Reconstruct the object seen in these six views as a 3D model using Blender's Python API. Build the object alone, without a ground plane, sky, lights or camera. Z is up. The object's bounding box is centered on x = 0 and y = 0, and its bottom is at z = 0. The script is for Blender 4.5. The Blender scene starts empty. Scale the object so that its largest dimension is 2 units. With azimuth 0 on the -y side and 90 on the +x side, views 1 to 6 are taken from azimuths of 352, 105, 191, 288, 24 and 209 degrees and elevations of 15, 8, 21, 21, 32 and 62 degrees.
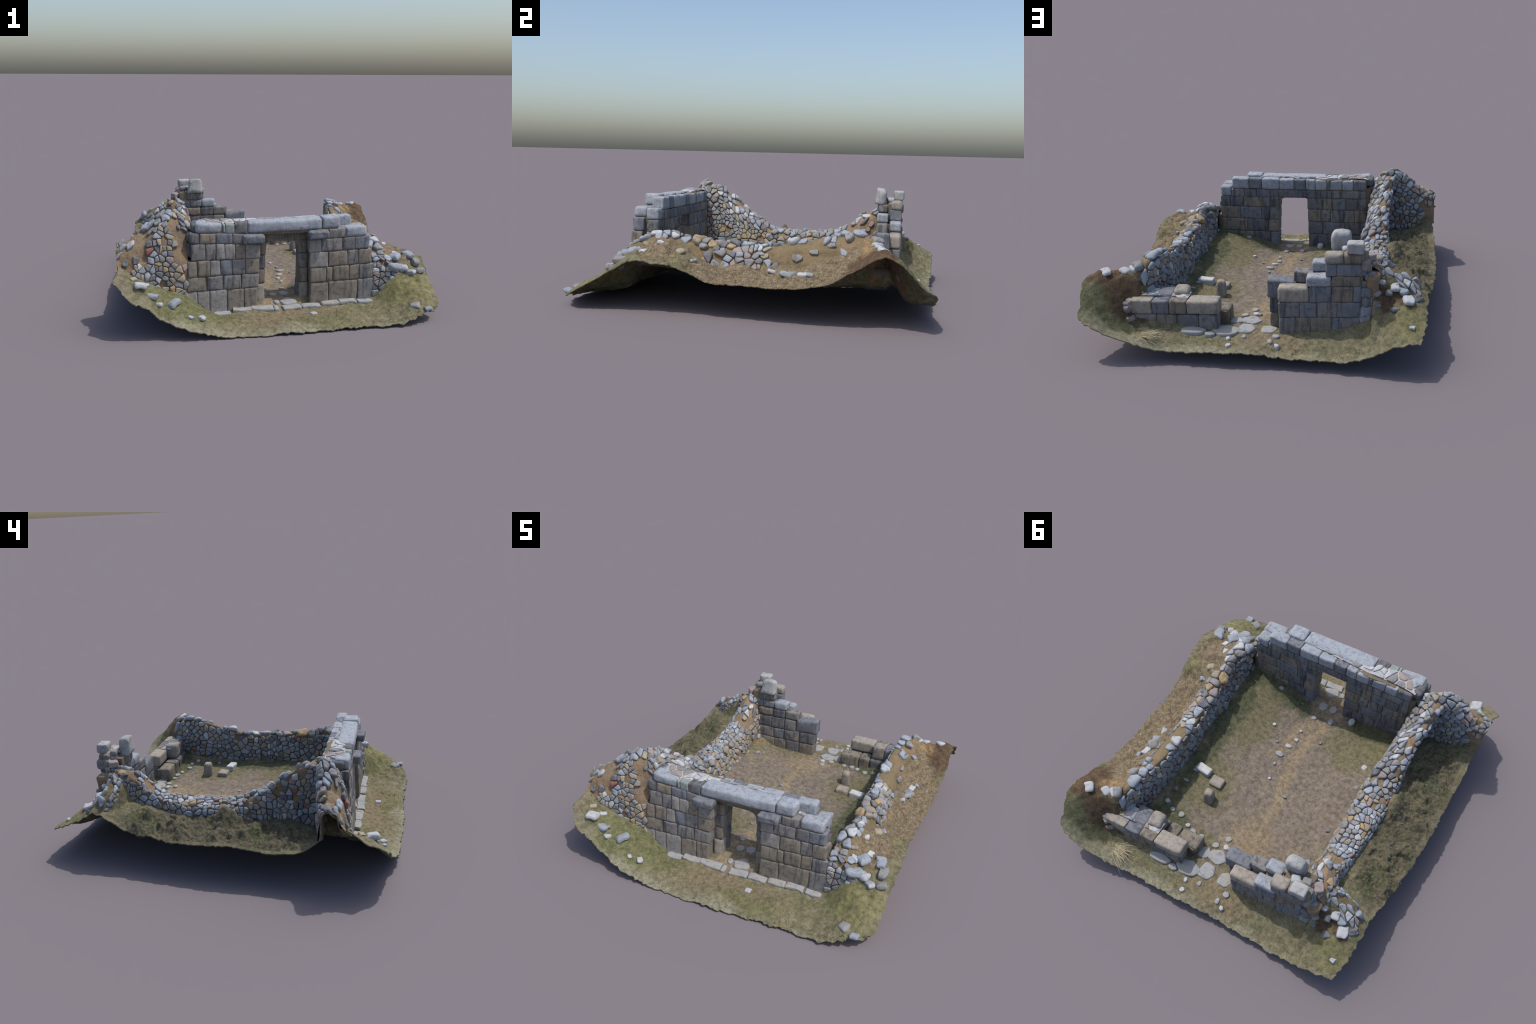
# Ruined stone enclosure on a draped patch of hillside:
# a gateway wall of fitted blocks, a stepped end wall, a low bench wall and
# rubble side walls with collapsed wings, standing on a thin sheet of terrain.
import bpy, math, random
import numpy as np

rng = random.Random(41)
nrg = np.random.default_rng(41)

# ------------------------------------------------------------------ helpers
def hash3(ix, iy, iz, seed):
    h = (ix * 374761393 + iy * 668265263 + iz * 2147483647 + seed * 144665) & 0xFFFFFFFF
    h = ((h ^ (h >> 13)) * 1274126177) & 0xFFFFFFFF
    h = h ^ (h >> 16)
    return (h & 0xFFFF) / 65535.0 * 2 - 1

def vnoise(p, freq, seed=0):
    """smooth value noise in -1..1 on an (n,3) array"""
    q = np.asarray(p, float) * freq + 100.0
    i = np.floor(q).astype(np.int64)
    f = q - i
    f = f * f * (3 - 2 * f)
    out = 0
    for dx in (0, 1):
        for dy in (0, 1):
            for dz in (0, 1):
                w = (f[:, 0] if dx else 1 - f[:, 0]) * (f[:, 1] if dy else 1 - f[:, 1]) * (f[:, 2] if dz else 1 - f[:, 2])
                out = out + w * hash3(i[:, 0] + dx, i[:, 1] + dy, i[:, 2] + dz, seed)
    return out

def smooth(a, b, x):
    t = np.clip((x - a) / (b - a), 0, 1)
    return t * t * (3 - 2 * t)

class ThinPlate:
    """smooth height surface through scattered control points"""
    def __init__(self, pts, lam=1e-4):
        p = np.array(pts, float)
        self.c = p[:, :2]
        n = len(p)
        K = self.k(self.c, self.c) + lam * np.eye(n)
        P = np.hstack([np.ones((n, 1)), self.c])
        A = np.block([[K, P], [P.T, np.zeros((3, 3))]])
        self.w = np.linalg.solve(A, np.concatenate([p[:, 2], np.zeros(3)]))
    @staticmethod
    def k(a, b):
        r2 = ((a[:, None] - b[None]) ** 2).sum(-1) + 1e-12
        return 0.5 * r2 * np.log(r2)
    def __call__(self, x, y):
        q = np.stack([np.ravel(x), np.ravel(y)], 1)
        out = np.empty(len(q))
        for s in range(0, len(q), 20000):
            b = q[s:s + 20000]
            out[s:s + 20000] = self.k(b, self.c) @ self.w[:-3] + self.w[-3] + b @ self.w[-2:]
        return out.reshape(np.shape(x))

def make_mesh(name, verts, faces, mat=None, smooth_shade=True):
    me = bpy.data.meshes.new(name)
    me.from_pydata([tuple(v) for v in np.asarray(verts, float)], [], [tuple(int(i) for i in f) for f in faces])
    if smooth_shade:
        me.polygons.foreach_set("use_smooth", [True] * len(me.polygons))
    if mat is not None:
        for m in (mat if isinstance(mat, list) else [mat]):
            me.materials.append(m)
    me.update()
    return me

def add_object(name, verts, faces, mat, parent=None, centre=True):
    v = np.asarray(verts, float)
    c = (v.min(0) + v.max(0)) / 2 if centre else np.zeros(3)
    ob = bpy.data.objects.new(name, make_mesh(name, v - c, faces, mat))
    bpy.context.scene.collection.objects.link(ob)
    ob.location = c
    if parent is not None:
        ob.parent = parent
        ob.location = c - np.array(parent.location)
    return ob

# ---------------------------------------------------------------- materials
class Nodes:
    def __init__(self, name, rough=0.9):
        self.m = bpy.data.materials.new(name)
        self.m.use_nodes = True
        self.t = self.m.node_tree
        self.b = self.t.nodes["Principled BSDF"]
        self.b.inputs["Roughness"].default_value = rough
        self.b.inputs["Specular IOR Level"].default_value = 0.2
        self.pos = self.t.nodes.new("ShaderNodeNewGeometry").outputs["Position"]
    def link(self, a, b):
        self.t.links.new(a, b)
    def put(self, sock, v):
        if isinstance(v, bpy.types.NodeSocket):
            self.link(v, sock)
        else:
            sock.default_value = v
    def scale(self, s, vec=None):
        n = self.t.nodes.new("ShaderNodeVectorMath"); n.operation = "MULTIPLY"
        self.put(n.inputs[0], vec if vec is not None else self.pos); n.inputs[1].default_value = s
        return n.outputs[0]
    def noise(self, scale, detail=4, rough=0.55, vec=None, dist=0.0, col=False):
        n = self.t.nodes.new("ShaderNodeTexNoise")
        self.put(n.inputs["Vector"], vec if vec is not None else self.pos)
        n.inputs["Scale"].default_value = scale; n.inputs["Detail"].default_value = detail
        n.inputs["Roughness"].default_value = rough; n.inputs["Distortion"].default_value = dist
        return n.outputs["Color" if col else "Fac"]
    def voronoi(self, scale, vec=None, out="Distance", rnd=1.0):
        n = self.t.nodes.new("ShaderNodeTexVoronoi")
        self.put(n.inputs["Vector"], vec if vec is not None else self.pos)
        n.inputs["Scale"].default_value = scale; n.inputs["Randomness"].default_value = rnd
        return n.outputs[out]
    def ramp(self, fac, a, b, lo=0.0, hi=1.0):
        n = self.t.nodes.new("ShaderNodeMapRange"); n.interpolation_type = "SMOOTHSTEP"
        self.put(n.inputs["Value"], fac)
        n.inputs["From Min"].default_value = a; n.inputs["From Max"].default_value = b
        n.inputs["To Min"].default_value = lo; n.inputs["To Max"].default_value = hi
        return n.outputs["Result"]
    def math(self, op, a, b=0.0):
        n = self.t.nodes.new("ShaderNodeMath"); n.operation = op
        self.put(n.inputs[0], a); self.put(n.inputs[1], b)
        return n.outputs[0]
    def mix(self, fac, a, b, mode="MIX"):
        n = self.t.nodes.new("ShaderNodeMix"); n.data_type = "RGBA"; n.blend_type = mode
        self.put(n.inputs["Factor"], fac)
        for s, v in ((n.inputs["A"], a), (n.inputs["B"], b)):
            self.put(s, v if isinstance(v, bpy.types.NodeSocket) else (*v, 1.0))
        return n.outputs["Result"]
    def blob(self, x, y, rx, ry, warp, soft=0.6, ang=0.0):
        """soft elliptical patch on the ground plan, edge broken by noise"""
        mp = self.t.nodes.new("ShaderNodeMapping"); mp.vector_type = "TEXTURE"
        mp.inputs["Location"].default_value = (x, y, 0)
        mp.inputs["Rotation"].default_value = (0, 0, ang)
        mp.inputs["Scale"].default_value = (rx, ry, 1e6)
        self.link(warp, mp.inputs["Vector"])
        ln = self.t.nodes.new("ShaderNodeVectorMath"); ln.operation = "LENGTH"
        self.link(mp.outputs[0], ln.inputs[0])
        return self.ramp(ln.outputs["Value"], 1.0 + soft * 0.5, 1.0 - soft * 0.5)
    def bump(self, h, strength, dist):
        n = self.t.nodes.new("ShaderNodeBump")
        n.inputs["Strength"].default_value = strength; n.inputs["Distance"].default_value = dist
        self.put(n.inputs["Height"], h); self.link(n.outputs[0], self.b.inputs["Normal"])
    def done(self, col):
        self.put(self.b.inputs["Base Color"], col)
        return self.m

def stone_material(name, base, tint, dark, streak=0.0, lichen=0.25):
    k = Nodes(name)
    big = k.noise(9, 4, 0.6)
    mid = k.noise(38, 5, 0.65)
    c = k.mix(k.ramp(big, 0.38, 0.66), base, tint)
    c = k.mix(k.ramp(mid, 0.49, 0.70, 0, 0.75), c, dark)
    if streak:
        s = k.noise(1, 4, 0.6, vec=k.scale((46, 46, 7)))
        c = k.mix(k.ramp(s, 0.47, 0.67, 0, streak), c, dark)
    pale = tuple(min(1, v * 1.5 + 0.04) for v in base)
    c = k.mix(k.ramp(k.noise(70, 3, 0.7), 0.58, 0.74, 0, lichen), c, pale)
    fine = k.noise(210, 3, 0.7)
    c = k.mix(1.0, c, k.mix(fine, (0.72, 0.72, 0.72), (1.28, 1.28, 1.28)), "MULTIPLY")
    k.bump(k.math("ADD", k.math("MULTIPLY", mid, 1.0), k.math("MULTIPLY", fine, 0.35)), 0.5, 0.006)
    return k.done(c)

BLOCK = [stone_material("ashlar_grey", (.195, .19, .188), (.225, .21, .19), (.075, .077, .087), .85),
         stone_material("ashlar_brown", (.20, .178, .148), (.23, .198, .158), (.085, .077, .07), .75),
         stone_material("ashlar_dark", (.135, .137, .147), (.165, .158, .155), (.06, .063, .074), .85),
         stone_material("ashlar_pale", (.285, .268, .25), (.245, .232, .215), (.14, .135, .133), .55),
         stone_material("ashlar_slate", (.185, .196, .218), (.16, .165, .18), (.08, .087, .105), .7)]
CAP = stone_material("cap_stone", (.325, .352, .39), (.275, .295, .325), (.155, .165, .19), .35, .3)  # lightened and blued to carry the sun and sky light on wall tops
TAN = stone_material("warm_block", (.325, .29, .245), (.285, .262, .23), (.16, .145, .125), .5)
GREEN = stone_material("greenish_block", (.25, .29, .275), (.22, .25, .235), (.15, .16, .15), .3)
PALE = stone_material("pale_boulder", (.36, .36, .355), (.29, .295, .30), (.18, .183, .19), .35)
WHITE = stone_material("white_block", (.56, .57, .56), (.47, .48, .48), (.33, .34, .345), .1)
FLAG = stone_material("paving", (.30, .31, .318), (.315, .30, .275), (.18, .18, .18), 0, .4)
RUBBLE = [stone_material("cobble_blue_grey", (.30, .33, .372), (.25, .272, .305), (.14, .153, .178)),  # this and cobble_pale brightened to match sunlit rubble tops
          stone_material("cobble_grey", (.25, .25, .25), (.22, .215, .21), (.13, .13, .135)),
          stone_material("cobble_dark", (.15, .156, .172), (.18, .18, .185), (.085, .088, .10)),
          stone_material("cobble_pale", (.45, .465, .48), (.38, .395, .41), (.26, .27, .285)),
          stone_material("cobble_tan", (.325, .28, .21), (.28, .25, .20), (.185, .16, .125)),
          stone_material("cobble_ochre", (.37, .275, .15), (.32, .245, .145), (.22, .165, .105)),
          stone_material("cobble_rose", (.31, .255, .235), (.26, .225, .22), (.17, .145, .145)),
          stone_material("cobble_red", (.26, .12, .095), (.22, .13, .11), (.15, .09, .08))]

def earth_material(name, a, b, c2):
    k = Nodes(name, 0.97)
    n1 = k.noise(14, 5, 0.6, dist=0.3); n2 = k.noise(75, 4, 0.7); n3 = k.noise(260, 2, 0.7)
    c = k.mix(k.ramp(n1, 0.36, 0.62), a, b)
    c = k.mix(k.ramp(n2, 0.5, 0.72, 0, 0.8), c, c2)
    c = k.mix(1.0, c, k.mix(n3, (0.7, 0.7, 0.7), (1.3, 1.3, 1.3)), "MULTIPLY")
    k.bump(k.math("ADD", n2, k.math("MULTIPLY", n3, 0.5)), 0.7, 0.008)
    return k.done(c)

EARTH = earth_material("ochre_earth", (.285, .20, .12), (.225, .17, .115), (.115, .10, .085))
JOINT = earth_material("joint_earth", (.16, .135, .105), (.19, .15, .10), (.085, .08, .07))
MORTAR = earth_material("pale_mortar", (.50, .455, .43), (.43, .41, .40), (.33, .31, .295))
SOIL = earth_material("grassy_soil", (.235, .17, .10), (.19, .15, .085), (.11, .088, .06))

def ground_material():
    k = Nodes("ground_cover", 0.97)
    wn = k.noise(7, 5, 0.65, col=True)
    w = k.t.nodes.new("ShaderNodeVectorMath"); w.operation = "MULTIPLY_ADD"
    k.link(wn, w.inputs[0]); w.inputs[1].default_value = (.22, .22, 0)
    ad = k.t.nodes.new("ShaderNodeVectorMath"); ad.operation = "ADD"
    k.link(k.pos, ad.inputs[0]); ad.inputs[1].default_value = (-.11, -.11, 0)
    k.link(ad.outputs[0], w.inputs[2])
    W = w.outputs[0]
    blade = k.noise(1, 5, 0.7, vec=k.scale((150, 60, 80)), dist=1.2)
    patch = k.noise(11, 5, 0.65)
    grass = k.mix(k.ramp(patch, .36, .64), (.222, .20, .125), (.165, .155, .09))
    grass = k.mix(k.ramp(blade, .5, .72, 0, .6), grass, (.285, .26, .17))
    floor = k.mix(k.ramp(patch, .35, .65), (.21, .173, .145), (.235, .20, .148))
    floor = k.mix(k.ramp(k.noise(26, 4, .7), .52, .7, 0, .6), floor, (.145, .112, .105))
    straw = k.mix(k.ramp(blade, .36, .66), (.16, .118, .075), (.285, .232, .15))
    sand = k.mix(patch, (.31, .24, .155), (.27, .215, .145))
    tuss = k.mix(k.ramp(patch, .35, .65), (.15, .132, .09), (.10, .095, .062))
    tuss = k.mix(k.ramp(blade, .52, .72, 0, .6), tuss, (.215, .19, .13))
    scrub = k.mix(blade, (.085, .055, .035), (.15, .10, .062))
    lush = k.mix(k.ramp(blade, .4, .7), (.125, .138, .06), (.20, .20, .10))
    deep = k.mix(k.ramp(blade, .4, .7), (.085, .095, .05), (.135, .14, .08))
    c = grass
    def lay(c, col, amount, *blobs):
        m = None
        for bl in blobs:
            s = k.blob(bl[0], bl[1], bl[2], bl[3], W, *(bl[4:]))
            m = s if m is None else k.math("MAXIMUM", m, s)
        return k.mix(k.math("MULTIPLY", m, amount), c, col)
    c = lay(c, floor, 1, (.02, .05, .50, .66, .25))
    c = lay(c, (.17, .158, .085), .75, (-.25, -.36, .17, .16), (.33, -.22, .10, .22), (-.02, .62, .35, .07), (.35, .30, .16, .16))
    c = lay(c, deep, .85, (.465, -.05, .065, .60, .5), (.25, -.46, .22, .07, .5), (.40, .60, .12, .08, .6), (-.3, -.52, .16, .06, .6))  # courtyard wall-foot shadow painted as dark green strips
    c = lay(c, sand, .9, (.02, -.60, .13, .16, .6), (.0, -.30, .045, .25, .8, -.1), (-.02, .12, .04, .28, .8, .12), (-.03, .48, .12, .13, .9), (.11, -.28, .035, .20, .9, -.15))
    c = lay(c, (.225, .18, .115), .85, (.08, -.83, .34, .10, 1.1), (-.05, .83, .18, .08, 1.0))
    c = lay(c, lush, .65, (-.60, -.86, .24, .10, 1.0), (-.42, -.80, .18, .10, 1.0), (.68, -.70, .10, .08, 1.0), (.20, -.87, .20, .05, 1.2))
    c = lay(c, (.215, .20, .095), .8, (.76, -.72, .13, .12, .9), (-.74, .80, .10, .09, 1.0), (.80, -.27, .06, .07, .8))
    c = lay(c, straw, 1, (.76, .12, .16, .36, .35), (.70, -.42, .16, .16, .6), (.72, .50, .14, .16, .5))
    c = lay(c, tuss, 1, (-.76, 0, .16, .56, .4))
    c = lay(c, scrub, .95, (.82, .70, .11, .12, .5), (.69, .80, .14, .05, .6), (-.66, .70, .09, .05, .7))
    c = lay(c, deep, .8, (.80, .90, .12, .09, .8), (.66, .87, .08, .05, .7), (-.74, .30, .05, .05, .9), (-.72, .42, .05, .06, .9), (-.76, -.30, .07, .05, .9))
    c = lay(c, (.215, .185, .125), .9, (-.87, -.86, .06, .14, .8), (-.86, -.70, .05, .12, .9))
    c = lay(c, EARTH_RGB, .8, (-.50, .53, .08, .08, .6), (.66, .68, .10, .05, .7))
    rim = k.math("MAXIMUM", k.blob(0, -1.02, 1.0, .09, W, .9), k.blob(0, .98, .85, .075, W, .9))
    c = k.mix(k.math("MULTIPLY", rim, .8), c, (.275, .26, .185))
    # gravel flecks and dry bits
    fleck = k.ramp(k.voronoi(95), .16, .06)
    keep = k.ramp(k.noise(17, 2), .5, .62)
    c = k.mix(k.math("MULTIPLY", k.math("MULTIPLY", fleck, keep), .55), c, (.36, .345, .32))
    fine = k.noise(230, 3, .75)
    c = k.mix(1.0, c, k.mix(fine, (.55, .55, .55), (1.45, 1.45, 1.45)), "MULTIPLY")
    mot = k.noise(40, 5, .75)
    c = k.mix(1.0, c, k.mix(k.ramp(mot, .3, .7), (.62, .62, .62), (1.32, 1.32, 1.3)), "MULTIPLY")
    k.bump(k.math("ADD", k.math("MULTIPLY", blade, .6), fine), .8, .007)
    return k.done(c)
EARTH_RGB = (.30, .20, .105)
GROUND = ground_material()

# ------------------------------------------------------------------ the site
root = bpy.data.objects.new("ruined_stone_enclosure", None)
bpy.context.scene.collection.objects.link(root)
root["label"] = "ruined stone enclosure with gateway, rubble side walls and grassy ground"
root["category"] = "stone ruin"

# rim of the draped ground sheet, (x, y, z), one run per side
RIM_FRONT = [(-.897, -.885, .295), (-.834, -.955, .244), (-.779, -.966, .20), (-.714, -.97, .177), (-.659, -.967, .119),
             (-.561, -.983, .077), (-.462, -.994, .041), (-.344, -.992, .012), (-.203, -.978, .004), (-.095, -.977, .004),
             (.027, -.972, .016), (.129, -.96, .012), (.264, -.95, .006), (.365, -.94, .013), (.505, -.928, .010),
             (.65, -.928, .028), (.748, -.91, .045), (.85, -.855, .056)]
RIM_RIGHT = [(.85, -.855, .056), (.89, -.797, .09), (.898, -.66, .165), (.896, -.54, .235), (.894, -.47, .272), (.892, -.38, .265),
             (.878, -.25, .25), (.865, -.15, .21), (.86, -.10, .19), (.86, 0, .178), (.866, .12, .183), (.87, .27, .18),
             (.872, .37, .187), (.872, .43, .20), (.872, .52, .222), (.873, .59, .268), (.875, .67, .31), (.877, .76, .355),
             (.878, .81, .345), (.877, .86, .31), (.875, .90, .265), (.86, .957, .21)]
RIM_BACK = [(-.797, .90, .17), (-.656, .921, .145), (-.55, .923, .09), (-.433, .923, .06), (-.27, .925, .057), (-.098, .926, .06),
            (.03, .938, .074), (.165, .948, .073), (.29, .952, .068), (.40, .957, .065), (.52, .972, .086), (.63, .99, .125),
            (.74, .996, .165), (.82, .985, .19), (.86, .957, .21)]
RIM_LEFT = [(-.897, -.885, .295), (-.877, -.82, .33), (-.872, -.75, .36), (-.876, -.60, .25), (-.88, -.55, .215),
            (-.886, -.47, .20), (-.886, -.38, .19), (-.885, -.28, .20), (-.883, -.17, .21), (-.883, 0, .20), (-.88, .152, .195), (-.865, .28, .205),
            (-.853, .375, .215), (-.83, .48, .25), (-.822, .543, .275), (-.82, .64, .29), (-.82, .72, .245), (-.812, .82, .20), (-.797, .90, .17)]

OUTSIDE = RIM_FRONT + RIM_RIGHT[1:] + RIM_BACK[:-1] + RIM_LEFT[1:-1] + [
    # front apron
    (.184, -.795, .053), (-.448, -.901, .088), (-.581, -.852, .158), (-.653, -.885, .172), (-.761, -.889, .268),
    (-.39, -.72, .066), (-.46, -.72, .125), (-.53, -.735, .175), (-.123, -.71, .072), (.03, -.69, .063), (.18, -.68, .064), (.3, -.74, .052), (.1, -.76, .046), (.05, -.80, .046), (-.06, -.76, .049), (0, -.92, .038), (.2, -.905, .038), (.33, -.895, .042), (-.84, -.88, .288), (.46, -.655, .073),
    (.57, -.645, .092), (-.62, -.765, .205), (-.70, -.785, .245), (-.78, -.80, .285), (-.3, -.83, .054), (0, -.86, .047),
    (.4, -.80, .06), (.62, -.66, .12), (.70, -.68, .155), (.74, -.836, .086), (.785, -.617, .215), (.80, -.72, .15),
    # right bank, piled against the wall
    (.795, -.527, .295), (.62, -.55, .29), (.70, -.48, .305), (.62, -.42, .37), (.68, -.36, .345), (.789, -.265, .272), (.75, -.40, .305),
    (.70, -.22, .265), (.705, -.10, .235), (.70, .02, .234), (.70, .14, .23), (.695, .26, .235), (.71, .37, .232), (.72, .47, .25),
    (.78, 0, .196), (.785, .2, .192), (.79, .37, .203), (.80, .50, .222), (.74, .58, .30), (.60, .45, .33), (.60, .62, .40), (.60, -.2, .28), (.60, .1, .26),
    (.79, .748, .372), (.673, .69, .385), (.68, .745, .365), (.80, .80, .345), (.75, .655, .335), (.60, .72, .36),
    # back apron and its hollow beside the bench wall
    (.66, .80, .22), (.67, .84, .165), (.74, .86, .235), (.79, .91, .24), (.60, .845, .115), (.50, .84, .105), (.553, .90, .112),
    (.35, .83, .10), (.2, .80, .10), (.06, .744, .106), (-.074, .847, .098), (-.1, .75, .10), (-.3, .80, .10), (-.5, .79, .125),
    (-.56, .85, .12), (-.60, .76, .22), (-.68, .80, .232), (-.728, .705, .295), (-.64, .70, .27), (-.57, .69, .23),
    # left bank
    (-.64, -.50, .235), (-.64, -.25, .235), (-.64, 0, .235), (-.64, .2, .23), (-.63, .34, .255), (-.62, .48, .29), (-.72, .49, .27),
    (-.75, .38, .24), (-.75, .15, .225), (-.75, -.05, .22), (-.75, -.3, .225), (-.75, -.48, .23), (-.66, -.65, .20), (-.55, -.6, .2)]
FLOOR = [(.5, -.47, .188), (.5, -.35, .18), (.5, -.14, .155), (.5, .1, .145), (.5, .47, .14), (.5, .65, .145), (.122, -.52, .094),
         (-.077, -.56, .086), (.03, -.6, .085), (.03, -.70, .078), (-.156, -.5, .097), (-.415, -.61, .115), (-.41, -.4, .128), (-.41, -.1, .132),
         (-.41, .115, .135), (-.41, .3, .14), (-.42, .5, .14), (.102, -.1, .096), (.07, -.42, .082), (0, .2, .112), (.05, .57, .103),
         (.06, .74, .106), (-.05, .66, .097), (-.25, .62, .10), (-.33, .6, .107), (-.43, .57, .155), (.3, .35, .116), (.3, .1, .113),
         (.4, .25, .125), (.3, -.3, .125), (-.25, -.2, .102), (-.25, .3, .118), (.25, .6, .105), (.3, -.49, .155), (.2, -.5, .122),
         (.4, .6, .13), (.55, .1, .15), (.6, .6, .2), (-.5, 0, .13), (.45, -.2, .15), (.38, -.42, .165), (0, -.3, .080), (0, -.1, .089), (-.02, .08, .10), (-.25, -.46, .095)]
out_z = ThinPlate(OUTSIDE, 2e-4)
floor_z = ThinPlate(FLOOR, 2e-4)

def ridge_height(x, y, spine, fall_a, fall_b):
    """height of a buried wall stub: flat crest along a spine (x, y, z, half width), steep flanks"""
    s = np.array(spine, float)
    o = np.argsort(s[:, 0]); s = s[o]
    yc = np.interp(x, s[:, 0], s[:, 1]); zc = np.interp(x, s[:, 0], s[:, 2]); hw = np.interp(x, s[:, 0], s[:, 3])
    d = y - yc
    e = np.maximum(np.abs(d) - hw, 0)
    drop = np.where(d > 0, e * fall_a, e * fall_b) + 0.6 * np.minimum(np.abs(d), hw) ** 2 / 0.1
    z = zc - drop
    inside = (x >= s[0, 0] - .02) & (x <= s[-1, 0] + .02)
    return np.where(inside, z, -1)

SPINE_FRONT_LEFT = [(-.89, -.692, .435, .045), (-.85, -.692, .44, .04), (-.79, -.685, .46, .036), (-.73, -.67, .49, .034),
                    (-.67, -.65, .53, .03), (-.60, -.64, .55, .025), (-.53, -.62, .50, .02)]
SPINE_BACK_LEFT = [(-.83, .63, .295, .02), (-.78, .61, .33, .02), (-.72, .59, .375, .025), (-.66, .58, .40, .03), (-.58, .575, .44, .03)]

def terrain_height(x, y, rough=True, ridges=True):
    zo = out_z(x, y); zf = floor_z(x, y)
    d = np.minimum(np.minimum(x + .47, .555 - x), np.minimum(y + .60 - .1 * x, .70 + .085 * x - y))
    m = smooth(-.07, .01, d)
    z = zo * (1 - m) + zf * m
    if ridges:
        z = np.maximum(z, ridge_height(x, y, SPINE_FRONT_LEFT, 22.0, 9.0))
        z = np.maximum(z, ridge_height(x, y, SPINE_BACK_LEFT, 1.2, 3.0))
    if rough:
        p = np.stack([np.ravel(x), np.ravel(y), np.zeros(np.size(x))], 1)
        sh = np.shape(x)
        n1 = vnoise(p, 16, 1).reshape(sh); n2 = vnoise(p, 42, 2).reshape(sh); n3 = vnoise(p, 95, 3).reshape(sh); n4 = vnoise(p, 7, 4).reshape(sh)
        edge = smooth(0, .05, np.minimum(np.minimum(x + .88, .87 - x), np.minimum(y + .98, .95 - y)))
        outside = 1 - m
        z = z + (.004 * n1 + .0028 * n2 + .0016 * n3) * (0.35 + .65 * outside) * edge
        # grass tussocks on the left bank: rounded humps
        tus = smooth(-.60, -.66, x) * smooth(.50, .42, y) * smooth(-.56, -.48, y) * edge
        hump = np.maximum(n1 + .45 * n2, -.2)
        z = z + tus * (.030 * np.maximum(n1 + .6 * n2, -.15) + .007 * n3 + .006 * n4 - .006)
        # bush swallowing the outer foot of the left wall
        r = np.hypot(x + .635, (y + .095) * .8)
        z = z + .075 * smooth(.085, .0, r + .02 * n2) * (1 + .35 * n2)
        # right bank is lumpier
        rb = smooth(.60, .68, x) * edge
        z = z + rb * (.010 * n1 + .004 * n2)
    return z

def rim_curve(pts, n, seed):
    p = np.array(pts, float)[:, :2]
    d = np.r_[0, np.cumsum(np.hypot(*np.diff(p, axis=0).T))]
    t = np.linspace(0, d[-1], n)
    c = np.stack([np.interp(t, d, p[:, 0]), np.interp(t, d, p[:, 1])], 1)
    for _ in range(2):
        c[1:-1] = (c[:-2] + 2 * c[1:-1] + c[2:]) / 4
    tang = np.gradient(c, axis=0); tang /= np.linalg.norm(tang, axis=1)[:, None]
    q = np.stack([t, np.full(n, seed * 3.1), np.zeros(n)], 1)
    jag = .007 * vnoise(q, 22, seed) + .005 * vnoise(q, 60, seed + 9) + .003 * vnoise(q, 150, seed + 5)
    taper = np.minimum(1, np.minimum(np.arange(n), np.arange(n)[::-1]) / 6)
    return c + np.stack([-tang[:, 1], tang[:, 0]], 1) * (jag * taper)[:, None]

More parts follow.
